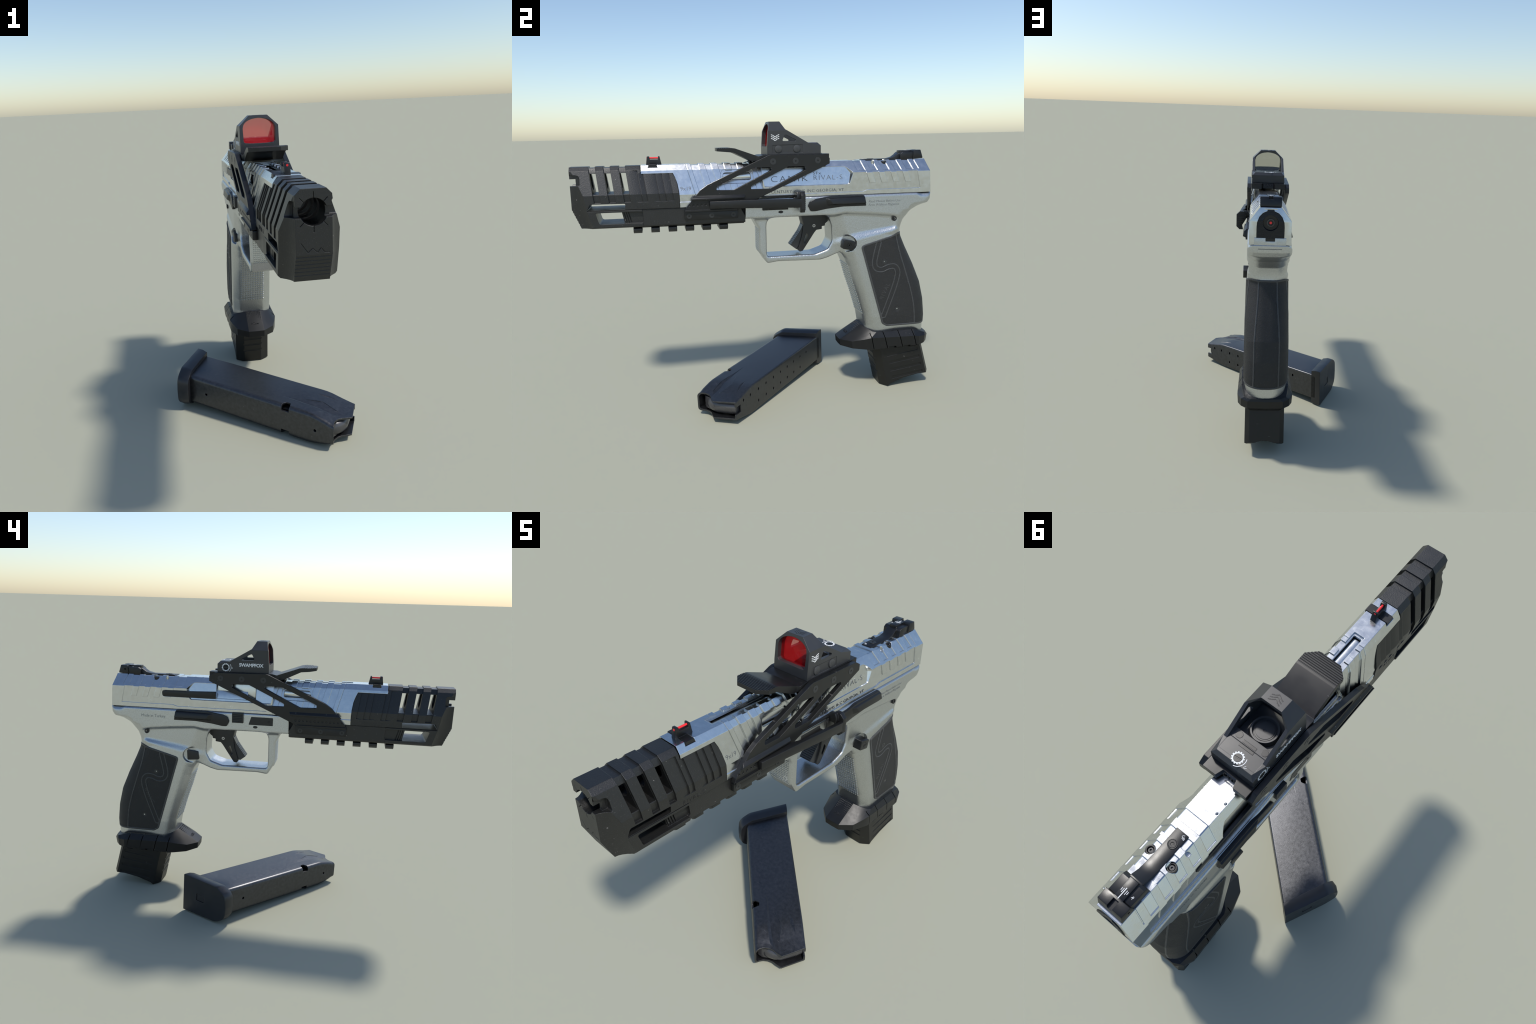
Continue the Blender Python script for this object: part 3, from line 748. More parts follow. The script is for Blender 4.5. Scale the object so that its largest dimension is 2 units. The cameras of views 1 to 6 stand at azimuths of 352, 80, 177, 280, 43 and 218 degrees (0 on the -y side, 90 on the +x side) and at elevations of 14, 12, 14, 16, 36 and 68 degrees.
for i in range(9):
    t = (i + 0.5) / 9
    y, z = 0.221 + (0.165 - 0.221) * t, 0.962 + (0.884 - 0.962) * t
    blade = boolean(blade, [prism_mesh([(y - .004, z + .0005), (y + .0012, z - .0030), (y + .0024, z - .0016), (y - .003, z + .002)], -0.1, 0.1)])
gpart("trigger_blade", blade, 'optic', tro)
for s in (1, -1):
    gpart("trigger_pin", boolean(cyl_mesh((0.300, 0.990), 0.009, s * 0.04, s * 0.0455, 'x', 24), [cyl_mesh((0.300, 0.990), 0.004, s * 0.043, s * 0.06, 'x', 12)]), 'shine', tro)

# ---- controls on the frame ------------------------------------------------
lever = [(0.248, 1.112), (0.258, 1.136), (0.285, 1.149), (0.38, 1.162), (0.566, 1.161), (0.581, 1.101), (0.449, 1.102), (0.353, 1.093), (0.290, 1.082), (0.262, 1.082)]
for s in (1, -1):
    lv = bevelled(prism_mesh(fillet(lever, [.01, .012, .01, .01, .004, .004, .02, .02, .012, .012], 4), s * 0.1085, s * 0.1255), .003)
    pad = bevelled(loft_mesh([[(s * 0.123, 0.352, 1.111), (s * 0.123, 0.578, 1.111), (s * 0.123, 0.568, 1.158), (s * 0.123, 0.340, 1.151)],
                              [(s * 0.1415, 0.385, 1.119), (s * 0.1415, 0.574, 1.119), (s * 0.1345, 0.570, 1.150), (s * 0.1345, 0.365, 1.147)]]), .002)
    gpart("slide_release", join([lv, pad]), 'sight', frame_o)
    gpart("serial_plate", prism_mesh(fillet([(-0.006, 1.1435), (0.121, 1.1435), (0.136, 1.097), (-0.006, 1.097)], .003, 2), s * 0.10, s * 0.1118), 'black', frame_o)
    ov = [(0.096 + 0.0135 * math.cos(q) * (1 if abs(math.cos(q)) < .5 else 1), 1.0845 + 0.0075 * math.sin(q)) for q in np.linspace(0, 2 * math.pi, 20, endpoint=False)]
    gpart("frame_pin", prism_mesh(ov, s * 0.10, s * 0.1115), 'black', frame_o)
    gpart("frame_pin", boolean(cyl_mesh((0.756, 1.0185), 0.0135, s * 0.085, s * 0.1075, 'x', 28), [cyl_mesh((0.756, 1.0185), 0.0075, s * 0.102, s * 0.12, 'x', 20)]), 'sight', frame_o)
tk = bevelled(box(-0.1225, -0.10, 0.1665, 0.2325, 1.105, 1.163), .002)
for i in range(5):
    tk = boolean(tk, [box(-0.2, -0.1195, 0.172, 0.227, 1.113 + i * 0.0095, 1.1165 + i * 0.0095)])
gpart("takedown_lever", tk, 'black', frame_o)
gpart("takedown_lever", bevelled(box(0.10, 0.1185, 0.1665, 0.2325, 1.105, 1.163), .002), 'black', frame_o)
gpart("plate_screw", boolean(cyl_mesh((0.019, 1.1195), 0.007, -0.1130, -0.10, 'x', 20), [cyl_mesh((0.019, 1.1195), 0.0035, -0.12, -0.110, 'x', 8)]), 'sight', frame_o)
# magazine catch: tall square button on +x, flush pad on -x
mc = bevelled(prism_mesh(fillet([(0.440, 0.866), (0.505, 0.852), (0.518, 0.902), (0.452, 0.918)], .008, 3), 0.085, 0.1355), .004, 3)
mc = boolean(mc, [boolean(cyl_mesh((0.480, 0.884), 0.0135, 0.1335, 0.15, 'x', 24), [cyl_mesh((0.480, 0.884), 0.0105, 0.13, 0.15, 'x', 24)]), cyl_mesh((0.480, 0.884), 0.005, 0.130, 0.15, 'x', 6)])
gpart("magazine_catch", mc, 'sight', frame_o)
gpart("magazine_catch", bevelled(prism_mesh(fillet([(0.434, 0.864), (0.505, 0.858), (0.508, 0.920), (0.440, 0.912)], .006, 3), -0.1045, -0.085), .003), 'black', frame_o)
gtext("warning_lettering", "Read Manual Before Use", (0.1147, 0.597, 1.117), (0, 1, 0), (0, 0, 1), 0.0188, 'ink', frame_o, depth=0.0004, shear=0.15)
gtext("warning_lettering", "Fires Without Magazine", (0.1147, 0.597, 1.0975), (0, 1, 0), (0, 0, 1), 0.0188, 'ink', frame_o, depth=0.0004, shear=0.15)
gtext("origin_lettering", "Made in Turkey", (-0.1147, 0.785, 1.109), (0, -1, 0), (0, 0, 1), 0.0235, 'ink', frame_o, depth=0.0004)
gpart("front_dark_block", box(-0.085, 0.085, -0.125, -0.085, 1.06, 1.125), 'hole', frame_o)  # near-black solid block between frame and rail

# ---- magazine well funnel and fitted magazine -------------------------------
def ring3(half):
    return half + [(-x, y, z) for (x, y, z) in reversed(half) if abs(x) > 1e-9]
top = ring3([(0.0, 0.583, 0.386), (0.045, 0.586, 0.385), (0.088, 0.604, 0.374), (0.118, 0.630, 0.360), (0.128, 0.652, 0.356), (0.126, 0.885, 0.357), (0.126, 0.912, 0.335), (0.112, 0.962, 0.328), (0.075, 0.980, 0.325), (0.0, 0.984, 0.325)])
lip = ring3([(0.0, 0.453, 0.303), (0.047, 0.455, 0.303), (0.110, 0.511, 0.306), (0.132, 0.580, 0.318), (0.142, 0.615, 0.327), (0.149, 0.885, 0.322), (0.149, 0.910, 0.318), (0.130, 0.955, 0.315), (0.095, 0.984, 0.312), (0.0, 0.988, 0.312)])
low = ring3([(0.0, 0.457, 0.265), (0.047, 0.459, 0.265), (0.108, 0.516, 0.261), (0.128, 0.583, 0.256), (0.138, 0.620, 0.254), (0.146, 0.885, 0.264), (0.146, 0.910, 0.266), (0.129, 0.950, 0.270), (0.094, 0.978, 0.270), (0.0, 0.982, 0.270)])
bot = ring3([(0.0, 0.475, 0.258), (0.040, 0.478, 0.258), (0.090, 0.530, 0.255), (0.108, 0.590, 0.250), (0.116, 0.630, 0.247), (0.122, 0.880, 0.248), (0.122, 0.900, 0.248), (0.108, 0.935, 0.250), (0.080, 0.962, 0.250), (0.0, 0.965, 0.250)])
well = loft_mesh([bot, low, lip, top])
wc = []
for s in (1, -1):
    for (a, b) in ((0.689, 0.724), (0.782, 0.817), (0.868, 0.903), (0.612, 0.640)):
        d = 0.0022
        wc.append(prism_mesh([(a - d, 0.37), (a + d, 0.37), (b + d, 0.24), (b - d, 0.24)], s * 0.118, s * 0.2))
    for y in (0.728, 0.815, 0.90):
        wc.append(box(s * 0.118, s * 0.2, y, y + 0.045, 0.24, 0.268))
# checkering lines on the front lip
for c in wc:
    well = boolean(well, [c])
well_o = gpart("magazine_funnel", well, 'well', None, 20)
# fine checkering on the middle facet of the lip
bm = bmesh.new()
for i in range(10):
    for j in range(12):
        x = -0.043 + (i + .5) * 0.0086; t = (j + .5) / 12
        y = 0.464 + t * (0.582 - 0.464); z = 0.3045 + t * (0.385 - 0.3045) + 0.0004
        q = 0.0030
        vb = [bm.verts.new((x + a * q, y + b * q * 1.25, z + b * q * .80 - .0006)) for a, b in ((-1, -1), (1, -1), (1, 1), (-1, 1))]
        vt = bm.verts.new((x, y - .0010, z + .0016))
        for k in range(4):
            bm.faces.new((vb[k], vb[(k + 1) % 4], vt))
ck = gpart("funnel_checkering", bm_mesh(bm, "ck"), 'well', well_o, 0); ck["kind"] = "stuff"
gtext("funnel_mark", ">K<", (0.022, 0.495, 0.3310), (-1, 0, 0), (0, 0.84, 0.53), 0.026, 'relief', well_o, depth=0.002)

# fitted magazine foot: raked block with chamfered front edges and a hollowed sole
e1 = Vector((0.049, -0.159)).normalized()       # rake of the magazine
mb_side = [(0.630, 0.30), (0.650, 0.235), (0.690, 0.055), (0.700, 0.004), (0.714, 0.0), (0.742, 0.003), (0.757, 0.016), (0.840, 0.046), (0.930, 0.064), (0.990, 0.066), (1.0, 0.078), (1.0, 0.090), (0.958, 0.247), (0.944, 0.30)]
foot = prism_mesh(mb_side, -0.2, 0.2)
rings = []
for z in (-0.05, 0.35):
    yf, yb = 0.649 + (0.247 - z) * 0.228, 0.936 + (0.247 - z) * 0.257
    half = [(0.0, yf), (0.055, yf), (0.1035, yf + 0.036), (0.106, yb), (0.082, yb + 0.0195), (0.0, yb + 0.0195)]
    rings.append([(x, y, z) for x, y in half] + [(-x, y, z) for x, y in reversed(half) if x > 0])
foot = boolean(foot, [loft_mesh(rings)], 'INTERSECT')
fc = [cyl_mesh((0, -0.046), 0.133, 0.86, 1.1, 'y', 40)]
for i in range(4):
    t = 0.205 - i * 0.048
    for s in (1, -1):
        fc.append(prism_mesh([(0.722 + (0.247 - t) * .24, t), (0.915 + (0.247 - t) * .24, t + 0.028), (0.915 + (0.247 - t) * .24, t + 0.012), (0.722 + (0.247 - t) * .24, t - 0.016)], s * 0.1025, s * 0.2))
    zc = 0.21 - i * 0.042
    fc.append(box(-0.2, 0.2, 0.5, 0.649 + (0.247 - zc) * .228 + 0.0035, zc - 0.007, zc + 0.007))
for c in fc:
    foot = boolean(foot, [c])
gpart("fitted_magazine", foot, 'polymer', None, 15)

# ---- optic bridge mount -----------------------------------------------------
bridge = prism_mesh([(0.372, 1.392), (0.008, 1.392), (-0.018, 1.386), (-0.143, 1.4305), (-0.166, 1.434), (-0.236, 1.434), (-0.236, 1.4165), (-0.152, 1.409), (-0.052, 1.361), (0.372, 1.361)], -0.2, 0.2)
plan = [(0.050, -0.237), (0.090, -0.198), (0.090, -0.030), (0.0985, -0.010), (0.0985, 0.372), (0.040, 0.372), (0.030, 0.340)]
plan = plan + [(-x, y) for x, y in reversed(plan)]
bridge = boolean(bridge, [prism_mesh(plan, 1.2, 1.6, 'z')], 'INTERSECT')
for i in range(10):
    y = -0.233 + i * 0.0092
    bridge = boolean(bridge, [box(-0.2, 0.2, y, y + 0.0042, 1.4315, 1.45)])
bridge_o = gpart("optic_bridge", bridge, 'mount', None, 15)
gtext("bridge_lettering", "CAX9", (0.026, 0.352, 1.376), (-1, 0, 0), (0, -0.5, 0.85), 0.022, 'relief', bridge_o, depth=0.0015)

pl_out = [(-0.426, 1.108), (-0.413, 1.132), (-0.374, 1.176), (-0.337, 1.218), (-0.298, 1.2445), (0.026, 1.389), (0.042, 1.3935), (0.338, 1.3880), (0.3685, 1.369), (0.3685, 1.340), (0.095, 1.219), (-0.031, 1.163), (-0.129, 1.119), (-0.140, 1.108)]
pl_out = fillet(pl_out, [.002, .004, .01, .012, .02, .012, .01, .003, .003, .003, 0, 0, .004, .002], 4)
h1 = fillet([(-0.252, 1.2155), (-0.251, 1.2355), (-0.047, 1.3280), (0.046, 1.3265), (0.047, 1.3125), (-0.118, 1.2330), (-0.160, 1.2135)], [.007, .009, .010, .008, .007, 0, .02], 4)
h2 = fillet([(-0.067, 1.2140), (-0.067, 1.2330), (0.137, 1.3285), (0.235, 1.3275), (0.236, 1.3100), (0.036, 1.2140)], [.007, .009, .012, .008, .007, .02], 4)
for s in (1, -1):
    web = prism_mesh(pl_out, s * 0.1005, s * 0.1235)
    web = bevelled(boolean(web, [prism_mesh(h1, -.3, .3), prism_mesh(h2, -.3, .3)]), .0015, 1)
    # overhanging lip
    lipb = loft_mesh([[(s * 0.122, -0.392, 1.168), (s * 0.122, -0.376, 1.190), (s * 0.122, -0.098, 1.190), (s * 0.122, -0.110, 1.168)],
                      [(s * 0.1365, -0.392, 1.1675), (s * 0.1365, -0.384, 1.1765), (s * 0.1365, -0.103, 1.1765), (s * 0.1365, -0.110, 1.1675)]])
    foot_l = prism_mesh([(-0.424, 1.106), (-0.419, 1.116), (-0.145, 1.116), (-0.138, 1.106)], s * 0.120, s * 0.131)
    web = join([web, bevelled(lipb, .0015), foot_l])
    # row of index dimples
    for i in range(13):
        web = boolean(web, [cyl_mesh((-0.398 + i * 0.0218, 1.1415), 0.0055, s * 0.1205, s * 0.2, 'x', 12)])
    pl_o = gpart("side_plate", web, 'mount', bridge_o)
    for y in (0.055, 0.179, 0.302):
        sc = boolean(cyl_mesh((y, 1.358), 0.0165, s * 0.118, s * 0.1243, 'x', 32), [cyl_mesh((y, 1.358), 0.0055, s * 0.121, s * 0.2, 'x', 6)])
        gpart("plate_bolt", sc, 'bolt', pl_o)
    cl = bevelled(prism_mesh(fillet([(-0.4235, 1.0635), (-0.4235, 1.1055), (-0.1395, 1.1055), (-0.1395, 1.0635)], .006, 3), s * 0.092, s * 0.1195), .003)
    cl_o = gpart("rail_clamp", cl, 'mount', bridge_o)
    for y in (-0.4005, -0.281, -0.165):
        sc = boolean(cyl_mesh((y, 1.0838), 0.0135, s * 0.112, s * 0.1204, 'x', 28), [cyl_mesh((y, 1.0838), 0.0055, s * 0.116, s * 0.2, 'x', 6)])
        gpart("clamp_bolt", sc, 'bolt', cl_o)

# cocking arm on the +x side
arm = loft_mesh([[(0.121, -0.291, 1.122), (0.147, -0.291, 1.122), (0.147, -0.291, 1.160), (0.121, -0.291, 1.160)],
                 [(0.124, -0.110, 1.119), (0.1625, -0.110, 1.119), (0.1625, -0.110, 1.162), (0.124, -0.110, 1.162)],
                 [(0.150, -0.040, 1.118), (0.168, -0.040, 1.118), (0.168, -0.040, 1.162), (0.150, -0.040, 1.162)],
                 [(0.166, 0.196, 1.113), (0.187, 0.196, 1.113), (0.187, 0.196, 1.160), (0.166, 0.196, 1.160)]])
tip = prism_mesh([(0.126, 1.188), (0.140, 1.197), (0.166, 1.197), (0.187, 1.177), (0.187, 1.103), (0.168, 1.084), (0.146, 1.084), (0.152, 1.110), (0.128, 1.150)], 0.193, 0.2165, 'y')
hook = prism_mesh([(0.105, 1.150), (0.160, 1.150), (0.160, 1.176), (0.150, 1.196), (0.120, 1.196), (0.105, 1.176)], 0.176, 0.196, 'y')
for i in range(9):
    tip = boolean(tip, [box(0.10, 0.20, 0.2150, 0.24, 1.092 + i * 0.0115, 1.0955 + i * 0.0115)])
arm_o = gpart("cocking_arm", join([bevelled(arm, .002), bevelled(tip, .0015), bevelled(hook, .0015)]), 'mount', bridge_o)
gpart("pivot_bolt", boolean(cyl_mesh((-0.266, 1.141), 0.011, 0.142, 0.1482, 'x', 24), [cyl_mesh((-0.266, 1.141), 0.005, 0.1455, 0.2, 'x', 6)]), 'bolt', arm_o)
gpart("slide_bracket", join([bevelled(box(0.106, 0.118, -0.01, 0.20, 1.166, 1.176), .001), bevelled(box(0.106, 0.124, -0.005, 0.135, 1.098, 1.122), .0015)]), 'mount', bridge_o)

# ---- red dot sight ----------------------------------------------------------
prof = [(0.030, 1.3925), (0.030, 1.434), (0.036, 1.515), (0.050, 1.5675), (0.1085, 1.5675), (0.131, 1.5255), (0.256, 1.4525), (0.312, 1.4525), (0.3265, 1.437), (0.3265, 1.3925)]
fsec = mirror([(0.0445, 1.5675), (0.0940, 1.520), (0.0950, 1.3925)])
hous = boolean(prism_mesh(prof, -0.2, 0.2), [prism_mesh(fsec, -0.1, 0.5, 'y')], 'INTERSECT')
hc = []
wtop = [(0.078 * math.cos(q), 1.508 + 0.047 * math.sin(q) ** 0.9) for q in np.linspace(0.12, math.pi / 2, 8)]
winp = mirror([(0.0, 1.556)] + wtop[::-1][1:] + [(0.079, 1.508), (0.077, 1.446), (0.068, 1.436), (0.0, 1.436)])
hc.append(prism_mesh(winp, -0.1, 0.150, 'y'))
hc.append(prism_mesh([(0.043, 0.1085), (0.080, 0.134), (0.080, 0.203), (-0.080, 0.203), (-0.080, 0.134), (-0.043, 0.1085)], 1.42, 1.70, 'z'))
hc.append(prism_mesh([(0.078, 0.06), (0.078, 0.203), (-0.078, 0.203), (-0.078, 0.06)], 1.42, 1.50, 'z'))
hc.append(box(-0.080, 0.080, 0.198, 0.300, 1.4522, 1.60))
hc.append(box(-0.0785, 0.0785, 0.2395, 0.2408, 1.4505, 1.46))
# side windows
tri = fillet([(0.111, 1.463), (0.129, 1.499), (0.188, 1.470), (0.188, 1.462)], [.008, .008, .006, .004], 4)
hc.append(prism_mesh(tri, -0.2, 0.2))
# rear corner facets and deck details
for s in (1, -1):
    hc.append(loft_mesh([[(s * 0.062, 0.345, 1.456), (s * 0.062, 0.345, 1.50), (s * 0.14, 0.345, 1.50), (s * 0.14, 0.345, 1.398)],
                         [(s * 0.094, 0.256, 1.4535), (s * 0.094, 0.256, 1.50), (s * 0.14, 0.256, 1.50), (s * 0.14, 0.256, 1.4535)]]))
hc.append(loft_mesh([[(0.0950, 0.060, 1.4005), (0.0950, 0.224, 1.4005), (0.0950, 0.224, 1.444), (0.0950, 0.060, 1.444)], [(0.0935, 0.060, 1.4005), (0.0935, 0.224, 1.4005), (0.0935, 0.224, 1.444), (0.0935, 0.060, 1.444)]]))
hc[-1] = prism_mesh(fillet([(0.058, 1.4005), (0.226, 1.4005), (0.226, 1.4445), (0.058, 1.4425)], .004, 2), 0.0930, 0.2)
for c in hc:
    hous = boolean(hous, [c])
optic_o = gpart("red_dot_sight", hous, 'optic', None, 15)
# lens
lens_pts = mirror([(0.0, 1.557)] + wtop[::-1][1:] + [(0.080, 1.508), (0.078, 1.440), (0.0, 1.432)])
def lens_ring(y): return [(x, y + (z - 1.44) * 0.10, z) for x, z in lens_pts]
lm = loft_mesh([lens_ring(0.050), lens_ring(0.054)])
lm.materials.append(M['lens_red']); lm.materials.append(M['lens_clear'])
for p in lm.polygons:
    p.material_index = 0 if p.normal.y < -0.7 else 1
gpart("lens", lm, None, optic_o, 0)
# emitter floor
floor = prism_mesh([(0.058, 1.405), (0.204, 1.405), (0.204, 1.4255), (0.058, 1.4255)], -0.079, 0.079)
gpart("emitter_deck", floor, 'optic', optic_o)
ec = (-0.002, 0.147)
em = [cyl_mesh(ec, 0.061, 1.42, 1.4470, 'z', 48, r2=0.053), cyl_mesh(ec, 0.040, 1.42, 1.4360, 'z', 48), cyl_mesh(ec, 0.034, 1.42, 1.4375, 'z', 48)]
em[0] = boolean(em[0], [cyl_mesh(ec, 0.0435, 1.434, 1.45, 'z', 48, r2=0.047)])
em[2] = boolean(em[2], [cyl_mesh(ec, 0.007, 1.434, 1.47, 'z', 6)])
gpart("battery_cap", join(em), 'wire', optic_o)
gpart("emitter", join([box(-0.031, 0.028, 0.224, 0.2365, 1.44, 1.4527), box(-0.033, 0.030, 0.2415, 0.2535, 1.44, 1.4531)]), 'sight', optic_o)
for x in (0.052, -0.062):
    gpart("deck_screw", cyl_mesh((x, 0.2205), 0.0135, 1.44, 1.4530, 'z', 24), 'sight', optic_o)
def dial(c, axis, t0, t1, name, r):
    d = boolean(cyl_mesh(c, r, t0, t1, axis, 32), [])if False else cyl_mesh(c, r, t0, t1, axis, 32)
    return d
def gear(cx, cy, r0, r1, n):
    """white graduation ring with teeth, flat in (u,v)"""
    out = []
    for i in range(n * 2):
        a0, a1 = math.pi * i / n, math.pi * (i + 1) / n
        rr = r1 if i % 2 else r1 * 0.86
        out.append([(cx + r0 * math.cos(a0), cy + r0 * math.sin(a0)), (cx + rr * math.cos(a0), cy + rr * math.sin(a0)), (cx + rr * math.cos(a1), cy + rr * math.sin(a1)), (cx + r0 * math.cos(a1), cy + r0 * math.sin(a1))])
    return out
def arc(cx, cy, r, a0, a1, w, n=8):
    out = []
    for i in range(n):
        p, q = a0 + (a1 - a0) * i / n, a0 + (a1 - a0) * (i + 1) / n
        out.append([(cx + (r - w) * math.cos(p), cy + (r - w) * math.sin(p)), (cx + (r + w) * math.cos(p), cy + (r + w) * math.sin(p)), (cx + (r + w) * math.cos(q), cy + (r + w) * math.sin(q)), (cx + (r - w) * math.cos(q), cy + (r - w) * math.sin(q))])
    return out
# elevation dial on the deck
g = [prism_mesh(q, 1.4520, 1.4531, 'z') for q in gear(0.0, 0.291, 0.0165, 0.0245, 14) + arc(0.0, 0.291, 0.032, math.pi * 0.55, math.pi * 1.15, 0.0012)]
gpart("dial_marking", join(g), 'white', optic_o, 0)
dd = boolean(cyl_mesh((0, 0.291), 0.016, 1.448, 1.4537, 'z', 32), [prism_mesh([(-0.02, 0.287), (0.02, 0.291), (0.02, 0.295), (-0.02, 0.291)], 1.4515, 1.46, 'z')])
gpart("adjustment_dial", dd, 'sight', optic_o)
gtext("dial_marking", "U", (-0.036, 0.305, 1.4527), (-0.8, 0.6, 0), (-0.6, -0.8, 0), 0.014, 'white', optic_o, depth=0.0005)
# windage dial on the -x flank
g = [prism_mesh(q, -0.0958, -0.094, 'x') for q in gear(0.278, 1.4185, 0.0165, 0.0235, 14) + arc(0.278, 1.4185, 0.031, math.pi * 0.80, math.pi * 1.25, 0.0012)]
gpart("dial_marking", join(g), 'white', optic_o, 0)
dd = boolean(cyl_mesh((0.278, 1.4185), 0.0155, -0.0962, -0.09, 'x', 32), [box(-0.2, -0.0945, 0.25, 0.30, 1.4165, 1.4205)])
gpart("adjustment_dial", dd, 'hole', optic_o)
gtext("dial_marking", "R", (-0.0953, 0.244, 1.411), (0, -1, 0), (0, 0, 1), 0.012, 'white', optic_o, depth=0.0005)
gtext("flank_lettering", "SWAMPFOX", (-0.0953, 0.2005, 1.4265), (0, -1, 0), (0, 0, 1), 0.0265, 'white', optic_o, depth=0.0006, bold=0.0008, space=0.93)
# chevron badge on the +x flank and on the roof
def chevrons(cy, cz, s):
    out = []
    for i in range(3):
        z = cz - i * 0.0105 * s
        for d in (-1, 1):
            w = 0.024 * s; t = 0.0034 * s; r = 0.014 * s
            a = [(cy + d * 0.0012, z - r), (cy + d * 0.0012, z - r - t * 1.5), (cy + d * w * 0.52, z - r * .42 - t * 1.3), (cy + d * w * 0.52, z - r * .42)]
            b = [(cy + d * w * 0.60, z - r * .36), (cy + d * w * 0.60, z - r * .36 - t * 1.25), (cy + d * w, z - t * 1.1 - 0.002 * s), (cy + d * w, z - 0.002 * s)]
            out += [a] + ([b] if i < 3 else [])
    return out
gpart("badge", join([prism_mesh(q, 0.0945, 0.0956) for q in chevrons(0.074, 1.5015, 0.92)]), 'white', optic_o, 0)
gpart("badge", join([prism_mesh([(a, 0.100 - (1.565 - b)) for a, b in q][::-1], 1.5668, 1.5680, 'z') for q in chevrons(0.0, 1.565, 1.0)]), 'sight', optic_o, 0)
for i, y in enumerate((0.091, 0.192)):
    bt = join([bevelled(cyl_mesh((y, 1.4225), 0.0195, 0.090, 0.0985, 'x', 36), .002), prism_mesh([(y - .007, 1.4225 - .006 * (1 - 2 * i)), (y + .007, 1.4225 - .006 * (1 - 2 * i)), (y, 1.4225 + .007 * (1 - 2 * i))], 0.098, 0.0992)])
    gpart("button", bt, 'trim', optic_o)

# =================================================================== SPARE MAGAZINE
Lx = Vector((0.743, -0.668, -0.0395)).normalized()
Fx = Vector((-0.66857757, -0.74364241, 0.0)).normalized()
Hx = Fx.cross(Lx);  Hx = Hx if Hx.z > 0 else -Hx
ORG = Vector((-0.146, 0.312, 0.0))
mag = empty("spare_magazine", (0.0, 0.05, 0.0), "dark blued steel pistol magazine lying on its side", "magazine")
def to_world(me):
    m = Matrix.Identity(4)
    for i in range(3):
        m[i][0], m[i][1], m[i][2], m[i][3] = Lx[i], Fx[i], Hx[i], ORG[i]
    flip = m.to_3x3().determinant() < 0
    me.transform(m)
    if flip: me.flip_normals()
    return me
def mpart(name, me, mat, parent=None, smooth=35):
    to_world(me); me.name = name
    p = parent or mag
    o = new_obj(name, me, mat, None, smooth); o.parent = p
    o.matrix_parent_inverse = Matrix.Translation(-mag.location) if p is mag else Matrix.Identity(4)
    return o
HC = 0.110
def tube_ring(t0, hh, inset=0.0, rake=0.0, r_front=0.024, r_back=0.010, f0=0.0, f1=0.2535, n=8):
    """rounded rectangle in (f,h) at station t; rake shears the station along f"""
    pts = fillet([(f0 + inset, HC - hh + inset), (f1 - inset, HC - hh + inset), (f1 - inset, HC + hh - inset), (f0 + inset, HC + hh - inset)], [r_back, r_front, r_front, r_back], n)
    return [(t0 + rake * f, f, h) for f, h in pts]
stations = [(-0.185, 0.081, 0.36), (-0.10, 0.081, 0.25), (0.10, 0.081, 0), (0.45, 0.081, 0), (0.60, 0.081, 0.08), (0.63, 0.0805, 0.1), (0.66, 0.077, 0.1), (0.72, 0.064, 0.1), (0.765, 0.056, 0.0), (0.792, 0.052, 0.0), (0.83, 0.050, 0.0)]
outer = loft_mesh([tube_ring(t, hh, 0, rk, min(.024, hh * .5)) for t, hh, rk in stations])
innr = loft_mesh([tube_ring(t if i else -0.25, hh, 0.009, rk if i else 0.36, min(.018, hh * .4), .006) for i, (t, hh, rk) in enumerate(stations[:-1] + [(0.90, 0.050, 0.0)])])
body = boolean(outer, [innr])
mc = []
# mouth: cut the feed lips to shape in (t,f)
mouth = [(0.786, -0.05), (0.786, 0.004), (0.826, 0.122), (0.806, 0.146), (0.790, 0.160), (0.778, 0.180), (0.773, 0.205), (0.777, 0.228), (0.788, 0.250), (0.792, 0.30), (1.0, 0.30), (1.0, -0.05)]
mc.append(prism_mesh(mouth, -0.1, 0.3, 'z'))
mc.append(box(0.743, 1.0, -0.05, 0.02, HC - 0.020, HC + 0.022))      # slot at the back of the lips
for s in (1, -1):                                                     # catch notches at the front corners
    mc.append(prism_mesh(fillet([(0.500, 0.300), (0.500, 0.232), (0.512, 0.214), (0.534, 0.214), (0.544, 0.240), (0.546, 0.300)], .008, 3), HC + s * 0.052, HC + s * 0.12, 'z'))
for t in [-0.005 + 0.0815 * i for i in range(9)] + [0.715]:
    mc.append(prism_mesh([(t + .0062 * math.cos(q), HC + 0.033 + .0092 * math.sin(q)) for q in np.linspace(0, 2 * math.pi, 14, endpoint=False)], -0.05, 0.03, 'y'))
for t in [0.079 + 0.0815 * i for i in range(7)]:
    mc.append(prism_mesh([(t + .0062 * math.cos(q), HC - 0.035 + .0092 * math.sin(q)) for q in np.linspace(0, 2 * math.pi, 14, endpoint=False)], -0.05, 0.03, 'y'))
for t in (0.03, 0.69):
    mc.append(prism_mesh([(t + .0075 * math.cos(q), HC + .0075 * math.sin(q)) for q in np.linspace(0, 2 * math.pi, 16, endpoint=False)], 0.22, 0.30, 'y'))
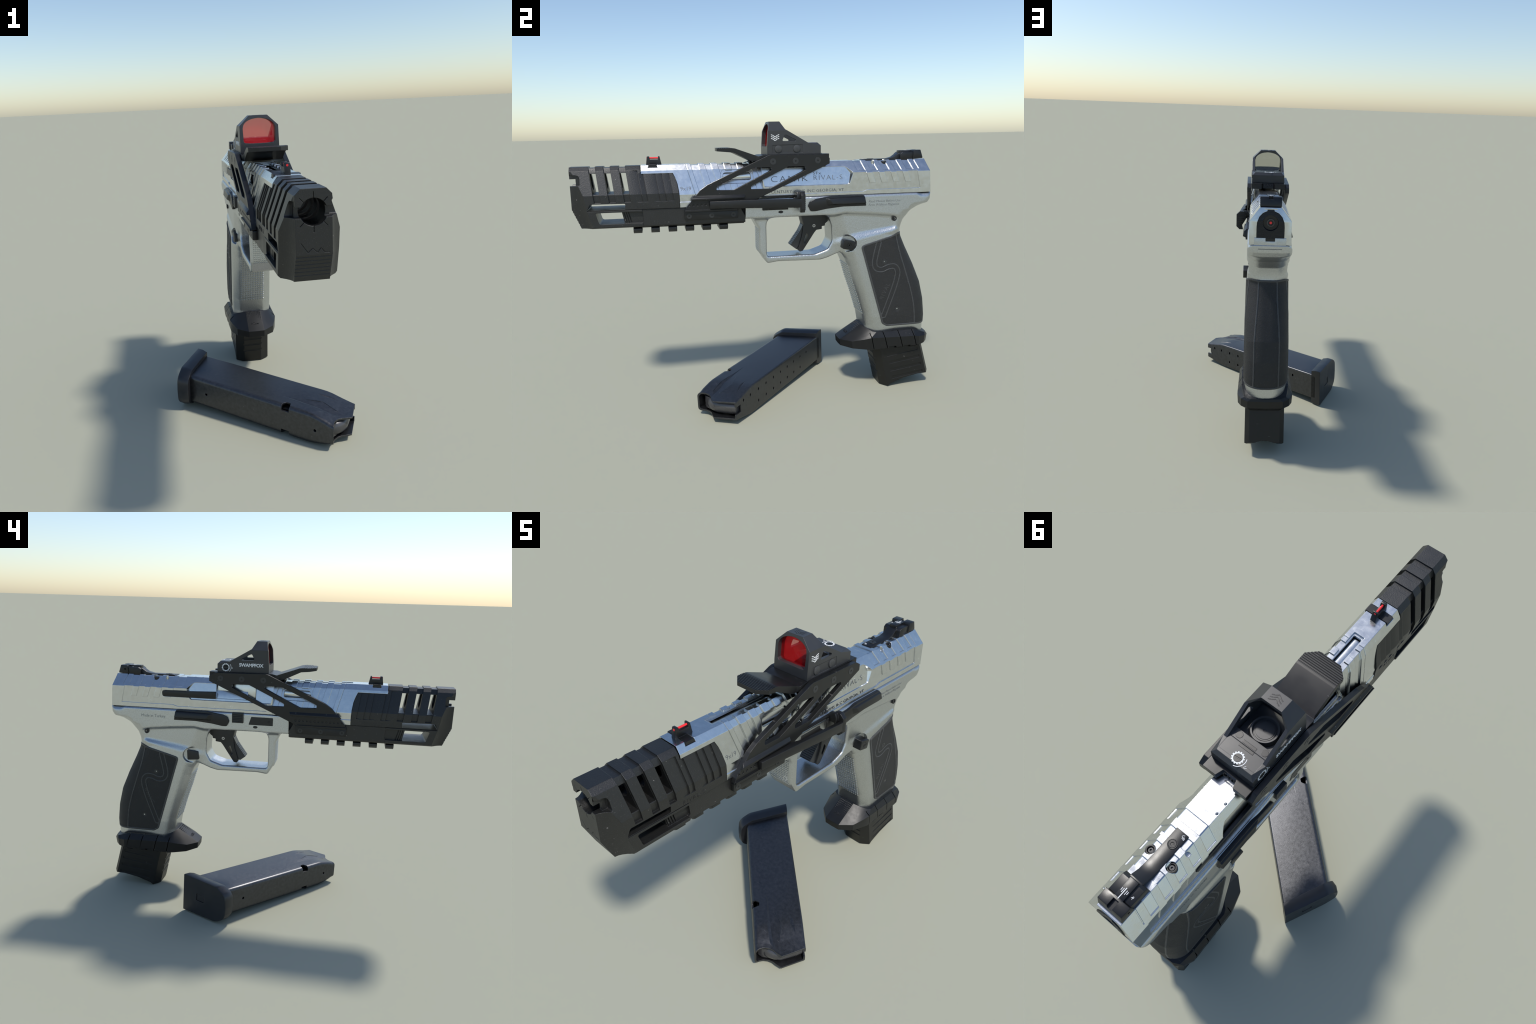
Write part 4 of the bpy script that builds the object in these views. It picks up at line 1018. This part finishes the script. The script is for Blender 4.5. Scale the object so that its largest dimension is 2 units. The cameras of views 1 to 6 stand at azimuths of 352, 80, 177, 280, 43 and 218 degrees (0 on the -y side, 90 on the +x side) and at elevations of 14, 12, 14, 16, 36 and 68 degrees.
for s in (1, -1):
    # long pressed flute and the short one beside it
    def groove(rows):
        rings = []
        for t, fa, fm, fb, d in rows:
            hs = np.interp(t, [q[0] for q in stations], [q[1] for q in stations])
            rings.append([(t, fa, HC + s * (hs + .03)), (t, fb, HC + s * (hs + .03)), (t, fb, HC + s * (hs + .0004)), (t, fm, HC + s * (hs - d)), (t, fa, HC + s * (hs + .0004))])
        return loft_mesh(rings)
    mc.append(groove([(0.450, 0.170, 0.172, 0.173, 0.0), (0.56, 0.146, 0.168, 0.176, 0.0030), (0.66, 0.112, 0.166, 0.181, 0.0045), (0.74, 0.128, 0.160, 0.176, 0.0040), (0.84, 0.140, 0.150, 0.160, 0.002)]))
    mc.append(groove([(0.605, 0.060, 0.062, 0.063, 0.0), (0.650, 0.048, 0.058, 0.063, 0.003), (0.700, 0.044, 0.046, 0.048, 0.0)]))
for c in mc:
    body = boolean(body, [c])
body_o = mpart("magazine_body", body, 'magazine', None, 14)
# follower
rings = []
for f, tf, r in ((0.014, 0.7725, 0.0385), (0.040, 0.7830, 0.0395), (0.090, 0.7960, 0.0400), (0.125, 0.8040, 0.0400), (0.155, 0.8000, 0.0395), (0.180, 0.7890, 0.0385), (0.200, 0.7740, 0.0370), (0.214, 0.7550, 0.0350), (0.222, 0.7300, 0.0330)):
    rings.append([(tf - r + r * math.cos(q), f, HC + r * math.sin(q)) for q in np.linspace(-math.pi / 2, math.pi / 2, 17)] + [(0.60, f, HC + r), (0.60, f, HC - r)])
fol = join([loft_mesh(rings), loft_mesh([[(t, f, h) for t, f in ((0.60, 0.02), (0.745, 0.02), (0.770, 0.12), (0.772, 0.18), (0.764, 0.215), (0.745, 0.236), (0.60, 0.236))] for h in (HC - 0.036, HC + 0.030)])])
mpart("follower", fol, 'follower', body_o)
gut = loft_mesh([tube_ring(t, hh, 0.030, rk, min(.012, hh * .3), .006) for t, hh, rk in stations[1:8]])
mpart("dark_inner_core", gut, 'hole', body_o)  # near-black solid core inside the body
# base plate: outline in (f,h), thickness along t, raked with the body
bp = fillet([(0.0, HC - 0.1135), (0.235, HC - 0.1085), (0.297, HC - 0.072), (0.301, HC), (0.297, HC + 0.072), (0.235, HC + 0.1085), (0.0, HC + 0.1135)], [.003, .05, .06, .05, .06, .05, .003], 6)
def bp_ring(off, grow): return [(-0.222 + 0.29 * f + off, (f - 0.12) * (1 + grow) + 0.12 if f > .02 else f, HC + (h - HC) * (1 + grow)) for f, h in bp]
plate = loft_mesh([bp_ring(0.0, -0.012), bp_ring(0.004, 0.0), bp_ring(0.036, 0.0), bp_ring(0.066, -0.075)])
plate = boolean(plate, [prism_mesh([(-0.237, 0.095), (-0.165, 0.095), (-0.165, 0.150), (-0.237, 0.150)], HC - 0.022, HC + 0.022, 'z')])
bpo = mpart("base_plate", plate, 'baseplate', None, 25)
lk = [(-0.2195 + 0.29 * f, f, h) for f, h in ((0.098, HC - 0.020), (0.147, HC - 0.020), (0.147, HC + 0.020), (0.098, HC + 0.020))]
mpart("base_plate_lock", loft_mesh([lk, [(t + 0.06, f, h) for t, f, h in lk]]), 'baseplate', bpo)

bpy.context.view_layer.update()
